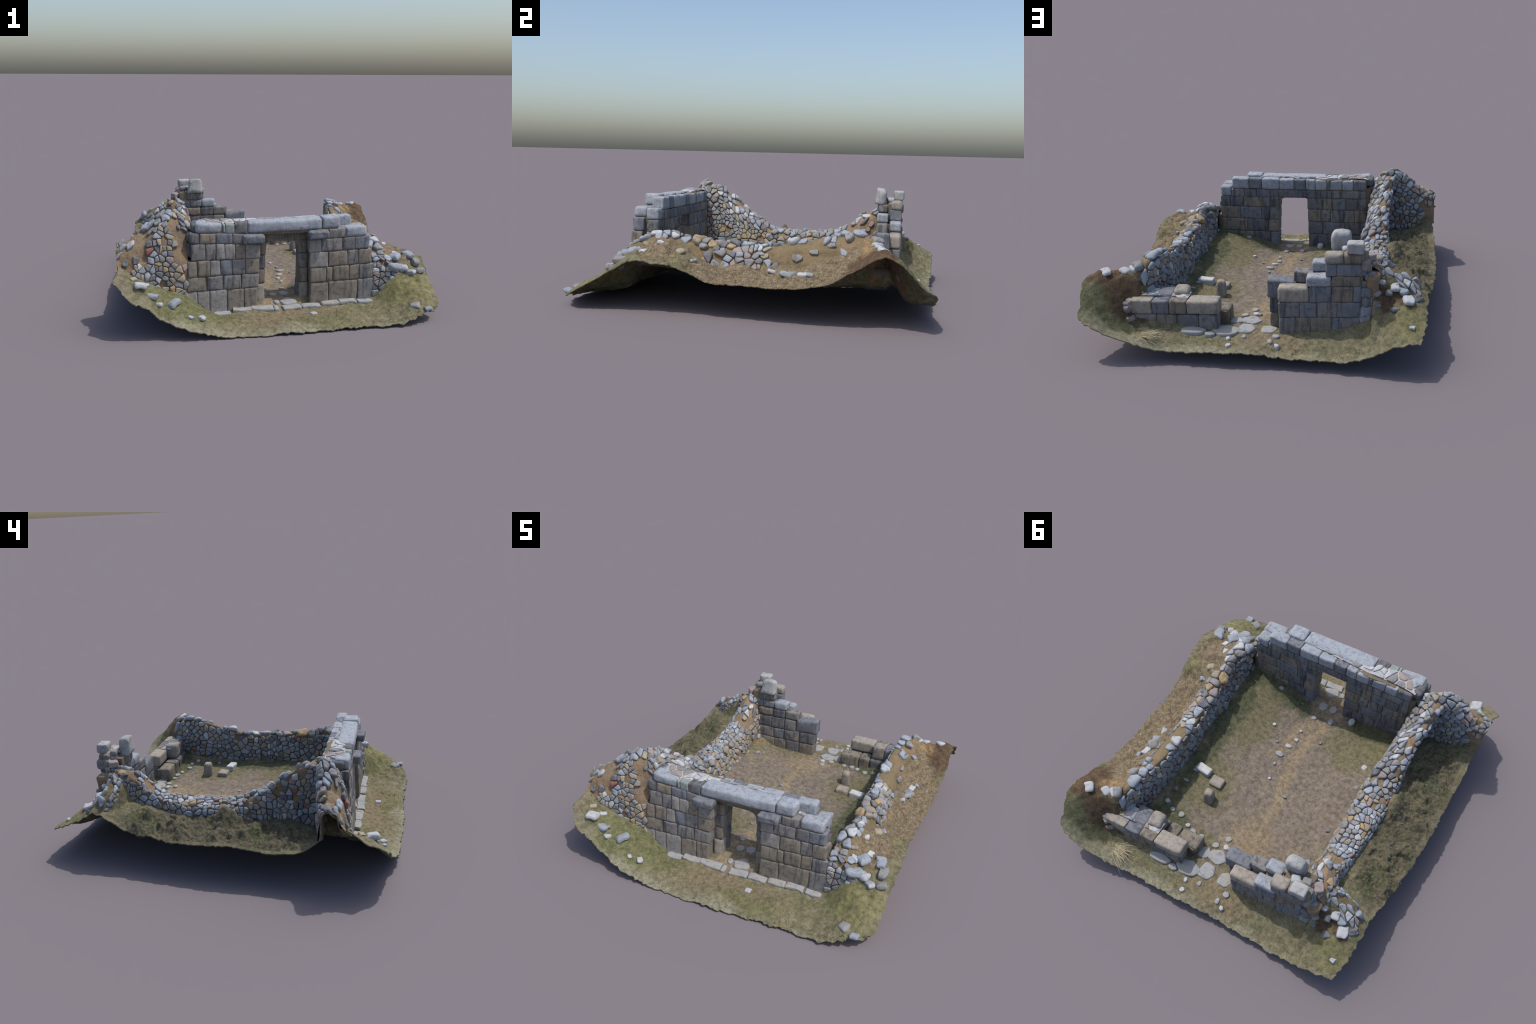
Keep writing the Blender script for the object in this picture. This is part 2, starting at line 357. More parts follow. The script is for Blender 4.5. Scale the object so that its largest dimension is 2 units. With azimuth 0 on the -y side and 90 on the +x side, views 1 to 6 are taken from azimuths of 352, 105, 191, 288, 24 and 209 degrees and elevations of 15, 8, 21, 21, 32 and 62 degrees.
def build_ground():
    nu, nv = 380, 420
    F = rim_curve(RIM_FRONT, nu, 1); B = rim_curve(RIM_BACK, nu, 2)
    L = rim_curve(RIM_LEFT, nv, 3); R = rim_curve(RIM_RIGHT, nv, 4)
    B[0] = L[-1]; B[-1] = R[-1]; F[0] = L[0]; F[-1] = R[0]
    u = np.linspace(0, 1, nu)[:, None, None]; v = np.linspace(0, 1, nv)[None, :, None]
    xy = (1 - v) * F[:, None] + v * B[:, None] + (1 - u) * L[None] + u * R[None] \
        - ((1 - u) * (1 - v) * F[0] + u * (1 - v) * F[-1] + (1 - u) * v * B[0] + u * v * B[-1])
    z = terrain_height(xy[..., 0], xy[..., 1])
    z = np.maximum(z, .0075)
    top = np.concatenate([xy, z[..., None]], 2)
    # sheet thickness: offset along the normal
    du = np.gradient(top, axis=0); dv = np.gradient(top, axis=1)
    nrm = np.cross(du, dv); nrm /= np.linalg.norm(nrm, axis=2)[..., None]
    bot = top - nrm * .006
    bot[..., 2] = np.maximum(np.minimum(bot[..., 2], top[..., 2] - .003), 0)
    V = np.concatenate([top.reshape(-1, 3), bot.reshape(-1, 3)])
    idx = np.arange(nu * nv).reshape(nu, nv); N = nu * nv
    a, b, c, d = idx[:-1, :-1].ravel(), idx[1:, :-1].ravel(), idx[1:, 1:].ravel(), idx[:-1, 1:].ravel()
    faces = np.concatenate([np.stack([a, b, c, d], 1), np.stack([a, d, c, b], 1) + N])
    ring = np.concatenate([idx[:, 0], idx[-1, 1:], idx[-2::-1, -1], idx[0, -2:0:-1]])
    nx = np.roll(ring, -1)
    faces = np.concatenate([faces, np.stack([ring, ring + N, nx + N, nx], 1)])
    me = bpy.data.meshes.new("ground")
    me.vertices.add(len(V)); me.vertices.foreach_set("co", V.ravel())
    me.loops.add(faces.size); me.loops.foreach_set("vertex_index", faces.ravel().astype(np.int32))
    me.polygons.add(len(faces)); me.polygons.foreach_set("loop_start", np.arange(0, faces.size, 4, dtype=np.int32))
    me.polygons.foreach_set("loop_total", np.full(len(faces), 4, dtype=np.int32))
    me.update(calc_edges=True); me.validate()
    me.polygons.foreach_set("use_smooth", [True] * len(me.polygons))
    me.materials.append(GROUND)
    ob = bpy.data.objects.new("ground", me); bpy.context.scene.collection.objects.link(ob); ob.parent = root
    return ob
ground = build_ground()
# coarse height grid, used to trim everything that would hang out below the sheet
GX = np.linspace(-.95, .95, 191); GY = np.linspace(-1.05, 1.05, 211)
GRID = terrain_height(*np.meshgrid(GX, GY, indexing="ij"), rough=False, ridges=False)
def base_z(x, y):
    u = np.clip((x + .95) / .01, 0, 189.999); v = np.clip((y + 1.05) / .01, 0, 209.999)
    i = u.astype(int); j = v.astype(int); a = u - i; b = v - j
    return (GRID[i, j] * (1 - a) + GRID[i + 1, j] * a) * (1 - b) + (GRID[i, j + 1] * (1 - a) + GRID[i + 1, j + 1] * a) * b
def trim(V, below=.010):
    V = np.array(V, float)
    V[:, 2] = np.maximum(V[:, 2], base_z(V[:, 0], V[:, 1]) - below)
    return V
def ground_z(x, y):
    return float(terrain_height(np.array([x]), np.array([y]))[0])

# --------------------------------------------------------- Voronoi stonework
def clip(poly, n, c):
    out = []
    for i in range(len(poly)):
        p, q = poly[i], poly[(i + 1) % len(poly)]
        dp, dq = p @ n - c, q @ n - c
        if dp <= 0:
            out.append(p)
        if dp * dq < 0:
            out.append(p + (q - p) * (dp / (dp - dq)))
    return out

def cells(pts, reach):
    P = np.array(pts)
    res = []
    for i, p in enumerate(P):
        poly = [p + np.array(o) * reach for o in ((-1, -1), (1, -1), (1, 1), (-1, 1))]
        d = np.hypot(*(P - p).T); o = np.argsort(d)[1:16]
        for j in o:
            if d[j] > 2.9 * reach:
                break
            n = P[j] - p
            poly = clip(poly, n, n @ ((P[j] + p) / 2))
            if len(poly) < 3:
                break
        res.append(np.array(poly) if len(poly) >= 3 else None)
    return res

def rounded(poly, keep, passes=2):
    c = poly.mean(0)
    p = c + (poly - c) * keep
    for _ in range(passes):
        q = np.roll(p, -1, axis=0)
        p = np.stack([.85 * p + .15 * q, .15 * p + .85 * q], 1).reshape(-1, 2)
    return p

class Sheet:
    """surface lofted through stations: each is (crest, inner run, outer run) of 3D points, crest at W = 0"""
    def __init__(self, stations, nu=90, nh=26, close=2):
        half = [[], []]
        for st in stations:
            for s in (0, 1):
                run = np.array([st[0]] + list(st[1 + s]), float)
                for _ in range(close):
                    q = [run[0]]
                    for a, b in zip(run[:-1], run[1:]):
                        q += [.8 * a + .2 * b, .2 * a + .8 * b]
                    q.append(run[-1]); run = np.array(q)
                d = np.r_[0, np.cumsum(np.linalg.norm(np.diff(run, axis=0), axis=1))]
                t = np.linspace(0, d[-1], nh)
                half[s].append(np.stack([np.interp(t, d, run[:, k]) for k in range(3)], 1))
        edge = np.array([[np.linalg.norm(np.array(st[1 + q][0], float) - np.array(st[0], float)) if len(st[1 + q]) > 1 else 9. for q in (0, 1)] for st in stations])
        inner = np.array(half[0]); outer = np.array(half[1])
        G = np.concatenate([inner[:, ::-1], outer[:, 1:]], 1)
        cr = G[:, nh - 1]
        cd = np.r_[0, np.cumsum(np.linalg.norm(np.diff(cr[:, :2], axis=0), axis=1))]
        t = np.linspace(0, cd[-1], nu)
        M = len(cd)
        # smooth interpolation between stations
        def interp(col):
            v = np.interp(t, cd, col)
            for _ in range(3):
                v[1:-1] = (v[:-2] + 2 * v[1:-1] + v[2:]) / 4
            return v
        self.P = np.stack([np.stack([interp(G[:, j, k]) for j in range(G.shape[1])], 1) for k in range(3)], 2)
        self.U = cd[-1]; self.nh = nh
        self.edge = np.stack([interp(edge[:, 0]), interp(edge[:, 1])], 1)
        self.zc = self.P[:, nh - 1, 2]
        seg = np.linalg.norm(np.diff(self.P, axis=1), axis=2)
        self.Li = seg[:, :nh - 1].sum(1); self.Lo = seg[:, nh - 1:].sum(1)
        du = np.gradient(self.P, axis=0); dv = np.gradient(self.P, axis=1)
        n = np.cross(du, dv); n /= np.linalg.norm(n, axis=2)[..., None] + 1e-9
        if n[:, nh - 1, 2].mean() < 0:
            n = -n
        self.N = n
    def at(self, uw):
        u = np.clip(uw[:, 0] / self.U, 0, 1) * (len(self.P) - 1)
        iu = np.minimum(u.astype(int), len(self.P) - 2); fu = (u - iu)[:, None]
        li = np.interp(u, np.arange(len(self.P)), self.Li); lo = np.interp(u, np.arange(len(self.P)), self.Lo)
        v = np.where(uw[:, 1] < 0, 1 + uw[:, 1] / li, 1 + uw[:, 1] / lo) * (self.nh - 1)
        v = np.clip(v, 0, 2 * self.nh - 2.001); iv = v.astype(int); fv = (v - iv)[:, None]
        def pick(A):
            return (A[iu, iv] * (1 - fu) + A[iu + 1, iv] * fu) * (1 - fv) + (A[iu, iv + 1] * (1 - fu) + A[iu + 1, iv + 1] * fu) * fv
        n = pick(self.N)
        return pick(self.P), n / np.linalg.norm(n, axis=1)[:, None]
    def limits(self, u):
        i = u / self.U * (len(self.P) - 1)
        return np.interp(i, np.arange(len(self.P)), self.Li), np.interp(i, np.arange(len(self.P)), self.Lo)
    def along(self, A, u):
        return np.interp(np.asarray(u) / self.U * (len(self.P) - 1), np.arange(len(self.P)), A)
    def core(self, sink=.006, amp=.006, seed=0):
        P = self.P.reshape(-1, 3); N = self.N.reshape(-1, 3)
        d = -sink + amp * vnoise(P, 26, seed) + .5 * amp * vnoise(P, 70, seed + 1)
        V = P + N * d[:, None]
        a, b = self.P.shape[:2]
        idx = np.arange(a * b).reshape(a, b)
        F = np.stack([idx[:-1, :-1].ravel(), idx[1:, :-1].ravel(), idx[1:, 1:].ravel(), idx[:-1, 1:].ravel()], 1)
        return V, F

STONES = []          # (size, verts, faces, material index, owner)
FACE = [0] * 24 + [1] * 30 + [2] * 20 + [4] * 9 + [6] * 7 + [3] * 5 + [7]  # mix weighted to darker stones, baking in the shade of wall faces
PICK = [0] * 36 + [1] * 24 + [2] * 14 + [3] * 12 + [4] * 7 + [5] * 1 + [6] * 6  # crest mix weighted pale and blue, so sunlight is in the colours

def pillow(sheet, poly, bulge, sink, r, seed, lean=.4):
    """one stone: a rounded cell raised off the sheet"""
    c = poly.mean(0)
    size = math.sqrt(abs(np.sum(poly[:, 0] * np.roll(poly[:, 1], -1) - poly[:, 1] * np.roll(poly[:, 0], -1)) / 2))
    h = bulge * size
    tilt = np.array([r.uniform(-lean, lean), r.uniform(-lean, lean)])
    prof = ((.92, -sink), (1.0, -.002 + .12 * h), (.97, .5 * h), (.87, .84 * h), (.62, .98 * h), (.28, 1.0 * h))
    uw, hh = [], []
    for s, z in prof:
        q = c + (poly - c) * s
        uw.append(q); hh.append(z + (q - c) @ tilt * .5)
    uw = np.concatenate(uw + [c[None]]); hh = np.concatenate(hh + [np.array([h])])
    P, N = sheet.at(uw)
    V = P + N * hh[:, None]
    wob = min(.15, .5 * bulge) * size
    V += N * (wob * vnoise(V + seed * .37, 34, 5) + .5 * wob * vnoise(V, 85, 6))[:, None]
    k = len(poly); F = []
    for a in range(len(prof) - 1):
        for i in range(k):
            j = (i + 1) % k
            F.append((a * k + i, a * k + j, (a + 1) * k + j, (a + 1) * k + i))
    top = (len(prof) - 1) * k
    for i in range(k):
        F.append((top + i, top + (i + 1) % k, len(V) - 1))
    F.append(tuple(range(k))[::-1])
    return size, V, F

def lay_stones(sheet, owner, density, sw=.043, sh=.034, bulge=.30, gap=.95, seed=1, mats=PICK, tone=None, zones=True):
    """fill a sheet with fitted stones: the top follows the crest, the faces are coursed level"""
    r = random.Random(seed)
    U = sheet.U
    top_w, top_h = sw, sh
    for zone in ((0, -1, 1) if zones else (0,)):
        sw, sh = (top_w, top_h) if zone == 0 else (top_w * .98, top_h * .76)
        # t runs across the zone: W on top, drop below a level datum on the faces
        if zone == 0:
            t0, t1 = -min(sheet.Li.max(), sheet.edge[:, 0].max()), min(sheet.Lo.max(), sheet.edge[:, 1].max())
            to_w = lambda u, t: t
        else:
            L = sheet.Li if zone < 0 else sheet.Lo
            t0 = (sheet.edge[:, 0 if zone < 0 else 1] - sheet.zc).min(); t1 = (L - sheet.zc).max()
            to_w = lambda u, t, z=zone: z * (t + sheet.along(sheet.zc, u))
        pts = []
        t = t0 - sh
        while t < t1 + sh:
            hh = sh * r.choice((.65, .8, .95, 1.1, 1.35))
            u = -sw + r.uniform(0, sw)
            while u < U + sw:
                if r.random() > .08:
                    pts.append((u + r.uniform(-.12, .12) * sw, t + r.uniform(-.28, .28) * hh * (1 if zone == 0 else .55)))
                u += sw * r.choice((.45, .6, .8, 1.0, 1.25, 1.6)) * (.75 + .25 * hh / sh)
            t += hh
        for p, cell in zip(pts, cells(pts, sw * 1.4)):
            if cell is None:
                continue
            pr = r.random(); mi = r.choice(mats if zone == 0 else FACE); kp = gap * r.uniform(.9, 1.0); sd = r.random() * 50
            bl = bulge * (r.uniform(.45, 1.05) if zone else r.uniform(.55, 1.7))
            if not (0 <= p[0] <= U):
                continue
            li, lo = sheet.limits(p[0])
            w = float(to_w(p[0], p[1]))
            ea = min(float(sheet.along(sheet.edge[:, 0], p[0])), li) if zones else li
            eb = min(float(sheet.along(sheet.edge[:, 1], p[0])), lo) if zones else lo
            lo_w, hi_w = ((-ea, eb), (eb, lo + .02), (-li - .02, -ea))[zone]
            if w < lo_w - .004 or w > hi_w + .004:
                continue
            pos = sheet.at(np.array([(p[0], w)]))[0][0]
            if pr > density(pos[0], pos[1], pos[2], w, -li, lo):
                continue
            if tone is not None:
                k = tone(pos[0], pos[1], pos[2], r)
                mi = k if k is not None else mi
            q = np.stack([np.clip(cell[:, 0], 0, U), to_w(cell[:, 0], cell[:, 1])], 1)
            q[:, 1] = np.clip(q[:, 1], lo_w - .006, hi_w + .006)
            if zone < 0:
                q = q[::-1]
            q = rounded(q, kp)
            if np.ptp(q[:, 0]) < .008 or np.ptp(q[:, 1]) < .008:
                continue
            size, V, F = pillow(sheet, q, bl, .012, r, sd, .15 if zone else (.4 if zones else .04))
            lowest = base_z(V[:, 0], V[:, 1])
            if (V[:, 2] < lowest).mean() > .75:
                continue
            STONES.append((size, trim(V), F, mi, owner))

def rubble_wall(stations, density, seed, core_mat=EARTH, **kw):
    sh = Sheet(stations)
    V, F = sh.core(seed=seed)
    V = trim(V)
    ob = add_object("rubble_wall", V, F, core_mat, root, centre=False)
    lay_stones(sh, ob, density, seed=seed, **kw)
    return sh, ob

# left side wall, running front to back; (y, crest, inner run, outer run) in x, z
def along_y(rows):
    st = []
    for y, c, inn, out in rows:
        f = lambda p: (p[0], y, p[1])
        st.append((f(c), [f(p) for p in inn], [f(p) for p in out]))
    return st
def along_x(rows):
    st = []
    for x, c, inn, out in rows:
        f = lambda p: (x, p[0], p[1])
        st.append((f(c), [f(p) for p in inn], [f(p) for p in out]))
    return st

LEFT = along_y([
    (-.63, (-.54, .585), [(-.47, .50), (-.448, .08)], [(-.62, .60), (-.63, .12)]),
    (-.56, (-.56, .588), [(-.467, .43), (-.445, .09)], [(-.625, .575), (-.572, .36), (-.57, .12)]),
    (-.47, (-.588, .555), [(-.462, .40), (-.44, .09)], [(-.615, .54), (-.562, .38), (-.56, .14)]),
    (-.38, (-.572, .487), [(-.46, .37), (-.437, .09)], [(-.602, .478), (-.565, .35), (-.565, .15)]),
    (-.29, (-.545, .405), [(-.452, .325), (-.432, .09)], [(-.598, .40), (-.585, .30), (-.59, .16)]),
    (-.21, (-.52, .37), [(-.442, .315), (-.428, .09)], [(-.592, .35), (-.605, .26), (-.61, .17)]),
    (-.12, (-.507, .308), [(-.435, .285), (-.422, .09)], [(-.593, .298), (-.61, .25), (-.62, .17)]),
    (.02, (-.505, .300), [(-.44, .27), (-.428, .09)], [(-.598, .285), (-.615, .24), (-.62, .17)]),
    (.16, (-.52, .297), [(-.443, .272), (-.43, .09)], [(-.59, .278), (-.605, .24), (-.61, .17)]),
    (.31, (-.52, .312), [(-.443, .262), (-.43, .09)], [(-.585, .296), (-.60, .25), (-.605, .18)]),
    (.40, (-.515, .36), [(-.44, .30), (-.43, .09)], [(-.573, .345), (-.59, .28), (-.595, .2)]),
    (.48, (-.513, .432), [(-.437, .37), (-.43, .1)], [(-.57, .405), (-.585, .31), (-.59, .22)]),
    (.56, (-.54, .467), [(-.455, .42), (-.44, .1)], [(-.60, .44), (-.61, .33), (-.615, .24)]),
    (.66, (-.55, .455), [(-.48, .40), (-.465, .1)], [(-.595, .43), (-.61, .33), (-.615, .24)])])
def left_density(x, y, z, w, lo, hi):
    if w < -.05 or w > .09:
        if y > .40 and w < 0: return .55
        return .96
    if -.12 < y < .38: return .98
    return .62
def left_tone(x, y, z, r):
    if x > -.48 and z < .33: return r.choice((1, 4, 1, 2, 4, 6, 1, 0, 5, 4))
    return None
rubble_wall(LEFT, left_density, 11, EARTH, tone=left_tone)

# right side wall with the bank piled against its outer side
RIGHT = along_y([
    (-.60, (.59, 0.306), [(0.561, 0.304), (.54, .12)], [(.64, .31), (.66, .24)]),
    (-.52, (.58, 0.336), [(0.551, 0.329), (0.528, .12)], [(.63, .345), (.66, .27)]),
    (-.46, (.585, 0.369), [(0.551, 0.346), (0.527, .12)], [(.632, .375), (.665, .28)]),
    (-.40, (.598, 0.391), [(0.561, 0.352), (0.530, .12)], [(.637, .388), (.68, .28)]),
    (-.28, (.60, 0.361), [(0.573, 0.329), (0.533, .12)], [(.65, .335), (.69, .22)]),
    (-.19, (.592, 0.348), [(0.561, 0.334), (0.530, .12)], [(.66, .325), (.695, .19)]),
    (-.09, (.59, 0.344), [(0.551, 0.340), (0.530, .12)], [(.655, .315), (.695, .18)]),
    (.0, (.588, 0.340), [(0.542, 0.337), (0.537, .11)], [(.652, .305), (.69, .17)]),
    (.14, (.58, 0.333), [(0.533, 0.339), (0.532, .11)], [(.642, .305), (.685, .17)]),
    (.23, (.58, 0.351), [(0.533, 0.354), (0.532, .11)], [(.638, .32), (.68, .18)]),
    (.37, (.582, 0.376), [(0.536, 0.385), (0.534, .11)], [(.64, .335), (.69, .19)]),
    (.50, (.585, 0.411), [(0.543, 0.417), (0.537, .11)], [(.645, .365), (.695, .23)]),
    (.61, (.60, 0.428), [(0.562, 0.432), (.54, .11)], [(.665, .388), (.72, .28)]),
    (.68, (.61, 0.406), [(0.576, 0.394), (.555, .11)], [(.68, .375), (.73, .29)]),
    (.73, (.62, 0.351), [(0.591, 0.294), (.57, .11)], [(.685, .345), (.73, .26)])])
def right_density(x, y, z, w, lo, hi):
    if w < -.045: return .985
    if w < .05:
        return .93 if y < .18 else (.8 if w < -.01 else .16)
    if -.20 < y < .12: return .9
    return .22 if y < .5 else .12
rubble_wall(RIGHT, right_density, 23, SOIL, sw=.047, sh=.037)

# front-left wing: broken wall end running out to the rim, front face exposed
WING_FL = along_x([
    (-.50, (-.60, .553), [(-.57, .50), (-.555, .16)], [(-.655, .50), (-.69, .40), (-.725, .34), (-.735, .11)]),
    (-.56, (-.605, .598), [(-.575, .56), (-.585, .16)], [(-.655, .555), (-.695, .45), (-.735, .37), (-.748, .13)]),
    (-.61, (-.61, .612), [(-.58, .57), (-.597, .16)], [(-.672, .578), (-.712, .50), (-.735, .42), (-.755, .15)]),
    (-.67, (-.625, .575), [(-.59, .53), (-.604, .16)], [(-.69, .545), (-.733, .49), (-.765, .17)]),
    (-.73, (-.645, .525), [(-.605, .48), (-.613, .16)], [(-.72, .475), (-.745, .43), (-.78, .19)]),
    (-.79, (-.668, .49), [(-.622, .45), (-.62, .17)], [(-.74, .455), (-.77, .395), (-.795, .25)]),
    (-.85, (-.68, .463), [(-.632, .43), (-.622, .19)], [(-.748, .41), (-.78, .35), (-.805, .29)]),
    (-.878, (-.686, .448), [(-.642, .415), (-.612, .21)], [(-.745, .40), (-.78, .34), (-.81, .30)])])
def wing_fl_density(x, y, z, w, lo, hi):
    if -.59 < x < -.50 and y < -.655 and z > .35: return .14
    if -.775 < x < -.72 and z > .37 and y < -.70: return .15
    if x < -.80 and y < -.6: return .55 if z > .38 else .15
    if w < -.03: return .97
    if z > .43: return .74
    return .97
def wing_tone(x, y, z, r):
    if y < -.68 and -.66 < x: return r.choice((1, 4, 4, 6, 2, 1, 5, 4, 1))
    return None
rubble_wall(WING_FL, wing_fl_density, 37, EARTH, tone=wing_tone)

# back-left wing: low ridge sinking to the rim
WING_BL = along_x([
    (-.565, (.578, .462), [(.54, .42), (.52, .23)], [(.63, .40), (.69, .26)]),
    (-.62, (.58, .447), [(.545, .41), (.525, .23)], [(.63, .39), (.70, .25)]),
    (-.67, (.576, .418), [(.545, .38), (.53, .22)], [(.635, .36), (.71, .25)]),
    (-.72, (.586, .388), [(.555, .35), (.54, .22)], [(.645, .34), (.72, .25)]),
    (-.78, (.61, .335), [(.58, .31), (.565, .22)], [(.66, .31), (.72, .24)]),
    (-.81, (.628, .31), [(.60, .29), (.585, .23)], [(.665, .29), (.71, .24)])])
rubble_wall(WING_BL, lambda x, y, z, w, lo, hi: (.97 if w < -.03 else (.75 if w < .05 else .22)), 53, SOIL)

# front-right stub: a short rubble face below loose boulders
STUB_FR = along_x([
    (.548, (-.585, .318), [(-.53, .31), (-.50, .26)], [(-.628, .30), (-.648, .06)]),
    (.61, (-.585, .308), [(-.53, .305), (-.50, .26)], [(-.625, .285), (-.645, .07)]),
    (.67, (-.585, .278), [(-.53, .29), (-.50, .26)], [(-.622, .25), (-.642, .10)]),
    (.73, (-.58, .243), [(-.53, .27), (-.50, .24)], [(-.615, .22), (-.64, .14)]),
    (.79, (-.58, .22), [(-.53, .25), (-.50, .22)], [(-.61, .20), (-.63, .16)])])
rubble_wall(STUB_FR, lambda x, y, z, w, lo, hi: (.97 if w > .03 and x < .69 else (.6 if w > -.03 else .35)), 61, SOIL, sw=.05, sh=.036)

# ------------------------------------------------------------- fitted blocks
def cube_grid(n):
    """unit cube surface, points bunched to the edges, as (verts, quads)"""
    t = np.linspace(-1, 1, n)
    t = np.sign(t) * (1 - (1 - np.abs(t)) ** 1.6)
    key, V, F = {}, [], []
    def vid(p):
        q = tuple(np.round(p, 6))
        if q not in key:
            key[q] = len(V); V.append(p)
        return key[q]
    for ax in range(3):
        for s in (-1, 1):
            for i in range(n - 1):
                for j in range(n - 1):
                    quad = []
                    for a, b in ((i, j), (i + 1, j), (i + 1, j + 1), (i, j + 1)):
                        p = np.zeros(3); p[ax] = s; p[(ax + 1) % 3] = t[a]; p[(ax + 2) % 3] = t[b]
                        quad.append(vid(p))
                    F.append(quad if s > 0 else quad[::-1])
    return np.array(V), F
CUBE_V, CUBE_F = cube_grid(11)

def rounded_box(half, radius):
    h = np.array(half, float)
    r = np.minimum(radius, h * .9)
    p = CUBE_V * h
    q = np.clip(p, -(h - r), h - r)
    d = (p - q) / r
    ln = np.linalg.norm(d, axis=1)[:, None]
    return q + np.where(ln > 1e-9, d / np.maximum(ln, 1e-9), 0) * r

def block(name, parent, mat, quad, plane, inward, depth, radius=.006, gap=.0006, bulge=.003, rough=.0024, seed=0):
    """quad: (x0,x1,z0l,z0r,z1l,z1r) on a wall face y = plane(x, z); inward is +1/-1 along y"""
    x0, x1, z0l, z0r, z1l, z1r = quad
    hx, hz, hy = (x1 - x0) / 2 - gap, ((z1l + z1r) - (z0l + z0r)) / 4 - gap, depth / 2
    P = rounded_box((hx, hy, hz), radius)
    u = P[:, 0] / hx; v = P[:, 2] / hz; w = P[:, 1] / hy
    cx = (x0 + x1) / 2
    x = cx + P[:, 0]
    s = (u + 1) / 2
    zb = z0l * (1 - s) + z0r * s; zt = z1l * (1 - s) + z1r * s
    z = (zb + zt) / 2 + v * ((zt - zb) / 2 - gap)
    out = bulge * np.clip(1 - u ** 2, 0, 1) ** .6 * np.clip(1 - v ** 2, 0, 1) ** .6
    y = plane(x, z) + inward * (hy + w * hy) - inward * out * np.clip(-w, 0, 1)
    V = np.stack([x, y, z], 1)
    V += np.stack([vnoise(V, 22, seed + 1), vnoise(V, 22, seed + 2), vnoise(V, 22, seed + 3)], 1) * rough
    V += np.stack([vnoise(V, 60, seed + 4)] * 3, 1) * rough * .45
    F = [f[::-1] for f in CUBE_F] if inward < 0 else CUBE_F
    return add_object(name, trim(V), F, mat, parent)

def boulder(name, parent, mat, centre, half, radius, rot=0, tilt=(0, 0), rough=.006, seed=0, taper=0.0):
    P = rounded_box(half, radius)
    P[:, :2] *= (1 - taper * (P[:, 2:3] / half[2] + 1) / 2)
    P += np.stack([vnoise(P + seed, 14, seed + k) for k in range(3)], 1) * rough + np.stack([vnoise(P + seed, 40, seed + 7 + k) for k in range(3)], 1) * rough * .4
    cx, sx = math.cos(tilt[0]), math.sin(tilt[0]); cy, sy = math.cos(tilt[1]), math.sin(tilt[1]); cz, sz = math.cos(rot), math.sin(rot)
    R = np.array([[cz, -sz, 0], [sz, cz, 0], [0, 0, 1]]) @ np.array([[cy, 0, sy], [0, 1, 0], [-sy, 0, cy]]) @ np.array([[1, 0, 0], [0, cx, -sx], [0, sx, cx]])
    return add_object(name, trim(P @ R.T + np.array(centre)), CUBE_F, mat, parent)

def box_mesh(parts, amp=.003, n=9):
    """joined rough boxes: list of 8-corner prisms given by (x0,x1,z0,z1,yfront,yback) with plane functions"""
    VV, FF = [], []
    for x0, x1, z0, z1, fa, fb in parts:
        q = CUBE_V
        x = (x0 + x1) / 2 + q[:, 0] * (x1 - x0) / 2; z = (z0 + z1) / 2 + q[:, 2] * (z1 - z0) / 2
        s = (q[:, 1] + 1) / 2
        y = fa(x, z) * (1 - s) + fb(x, z) * s
        V = np.stack([x, y, z], 1); V += amp * np.stack([vnoise(V, 30, 71 + k) for k in range(3)], 1)
        o = sum(len(a) for a in VV)
        VV.append(V); FF += [tuple(i + o for i in f) for f in CUBE_F]
    return trim(np.concatenate(VV)), FF

SEED = [100]
def course(parent, plane, inward, depth, xs, z0, z1, mats, name="stone_block", **kw):
    """one course of blocks: xs are the joint positions, z0/z1 (left,right) heights of bed joints"""
    xs = sorted(xs)
    a, b = xs[0], xs[-1]
    def lerp(z, x):
        return z[0] + (z[1] - z[0]) * (x - a) / (b - a) if isinstance(z, tuple) else z
    for i in range(len(xs) - 1):
        SEED[0] += 1
        m = mats[i] if isinstance(mats, (list, tuple)) else BLOCK[rng.choice(mats_for(mats))]
        jx = rng.uniform(-.0015, .0015)
        block(name, parent, m, (xs[i], xs[i + 1], lerp(z0, xs[i]), lerp(z0, xs[i + 1]), lerp(z1, xs[i]) + jx, lerp(z1, xs[i + 1]) + rng.uniform(-.0015, .0015)),
              plane, inward, depth * rng.uniform(.92, 1.05), seed=SEED[0], **kw)
def mats_for(key):
    return {"front": (0, 0, 1, 1, 1, 0, 3, 4), "top": (0, 4, 2, 0), "inside": (0, 2, 4, 0, 1, 2), "back": (4, 2, 0, 4, 0, 1), "warm": (1, 1, 0, 2)}[key]

# --- gateway wall
def gate_front(x, z): return -.684 + .088 * x + .035 * (z - .3)
def gate_back(x, z): return -.528 + .075 * x - .01 * (z - .3)
GD = .062
def gate_core_front(x, z): return gate_front(x, z) + .006
def gate_core_back(x, z): return gate_back(x, z) - .006
def recess(x, z): return gate_front(x, z) + .060
V, F = box_mesh([(-.485, -.13, .02, .30, gate_core_front, gate_core_back), (-.47, -.118, .29, .49, gate_core_front, gate_core_back),
                 (.19, .53, .02, .30, gate_core_front, gate_core_back), (.178, .50, .29, .46, gate_core_front, gate_core_back),
                 (-.135, -.085, .02, .43, lambda x, z: recess(x, z) + .01, gate_core_back), (.142, .195, .02, .43, lambda x, z: recess(x, z) + .01, gate_core_back),
                 (-.12, .19, .43, .50, lambda x, z: recess(x, z) + .01, gate_core_back),
                 (-.44, .33, .48, .541, gate_core_front, gate_core_back), (.32, .42, .44, .49, gate_core_front, gate_core_back),
                 (.41, .485, .44, .475, gate_core_front, gate_core_back)])
gate = add_object("gateway_wall", V, F, JOINT, root, centre=False)

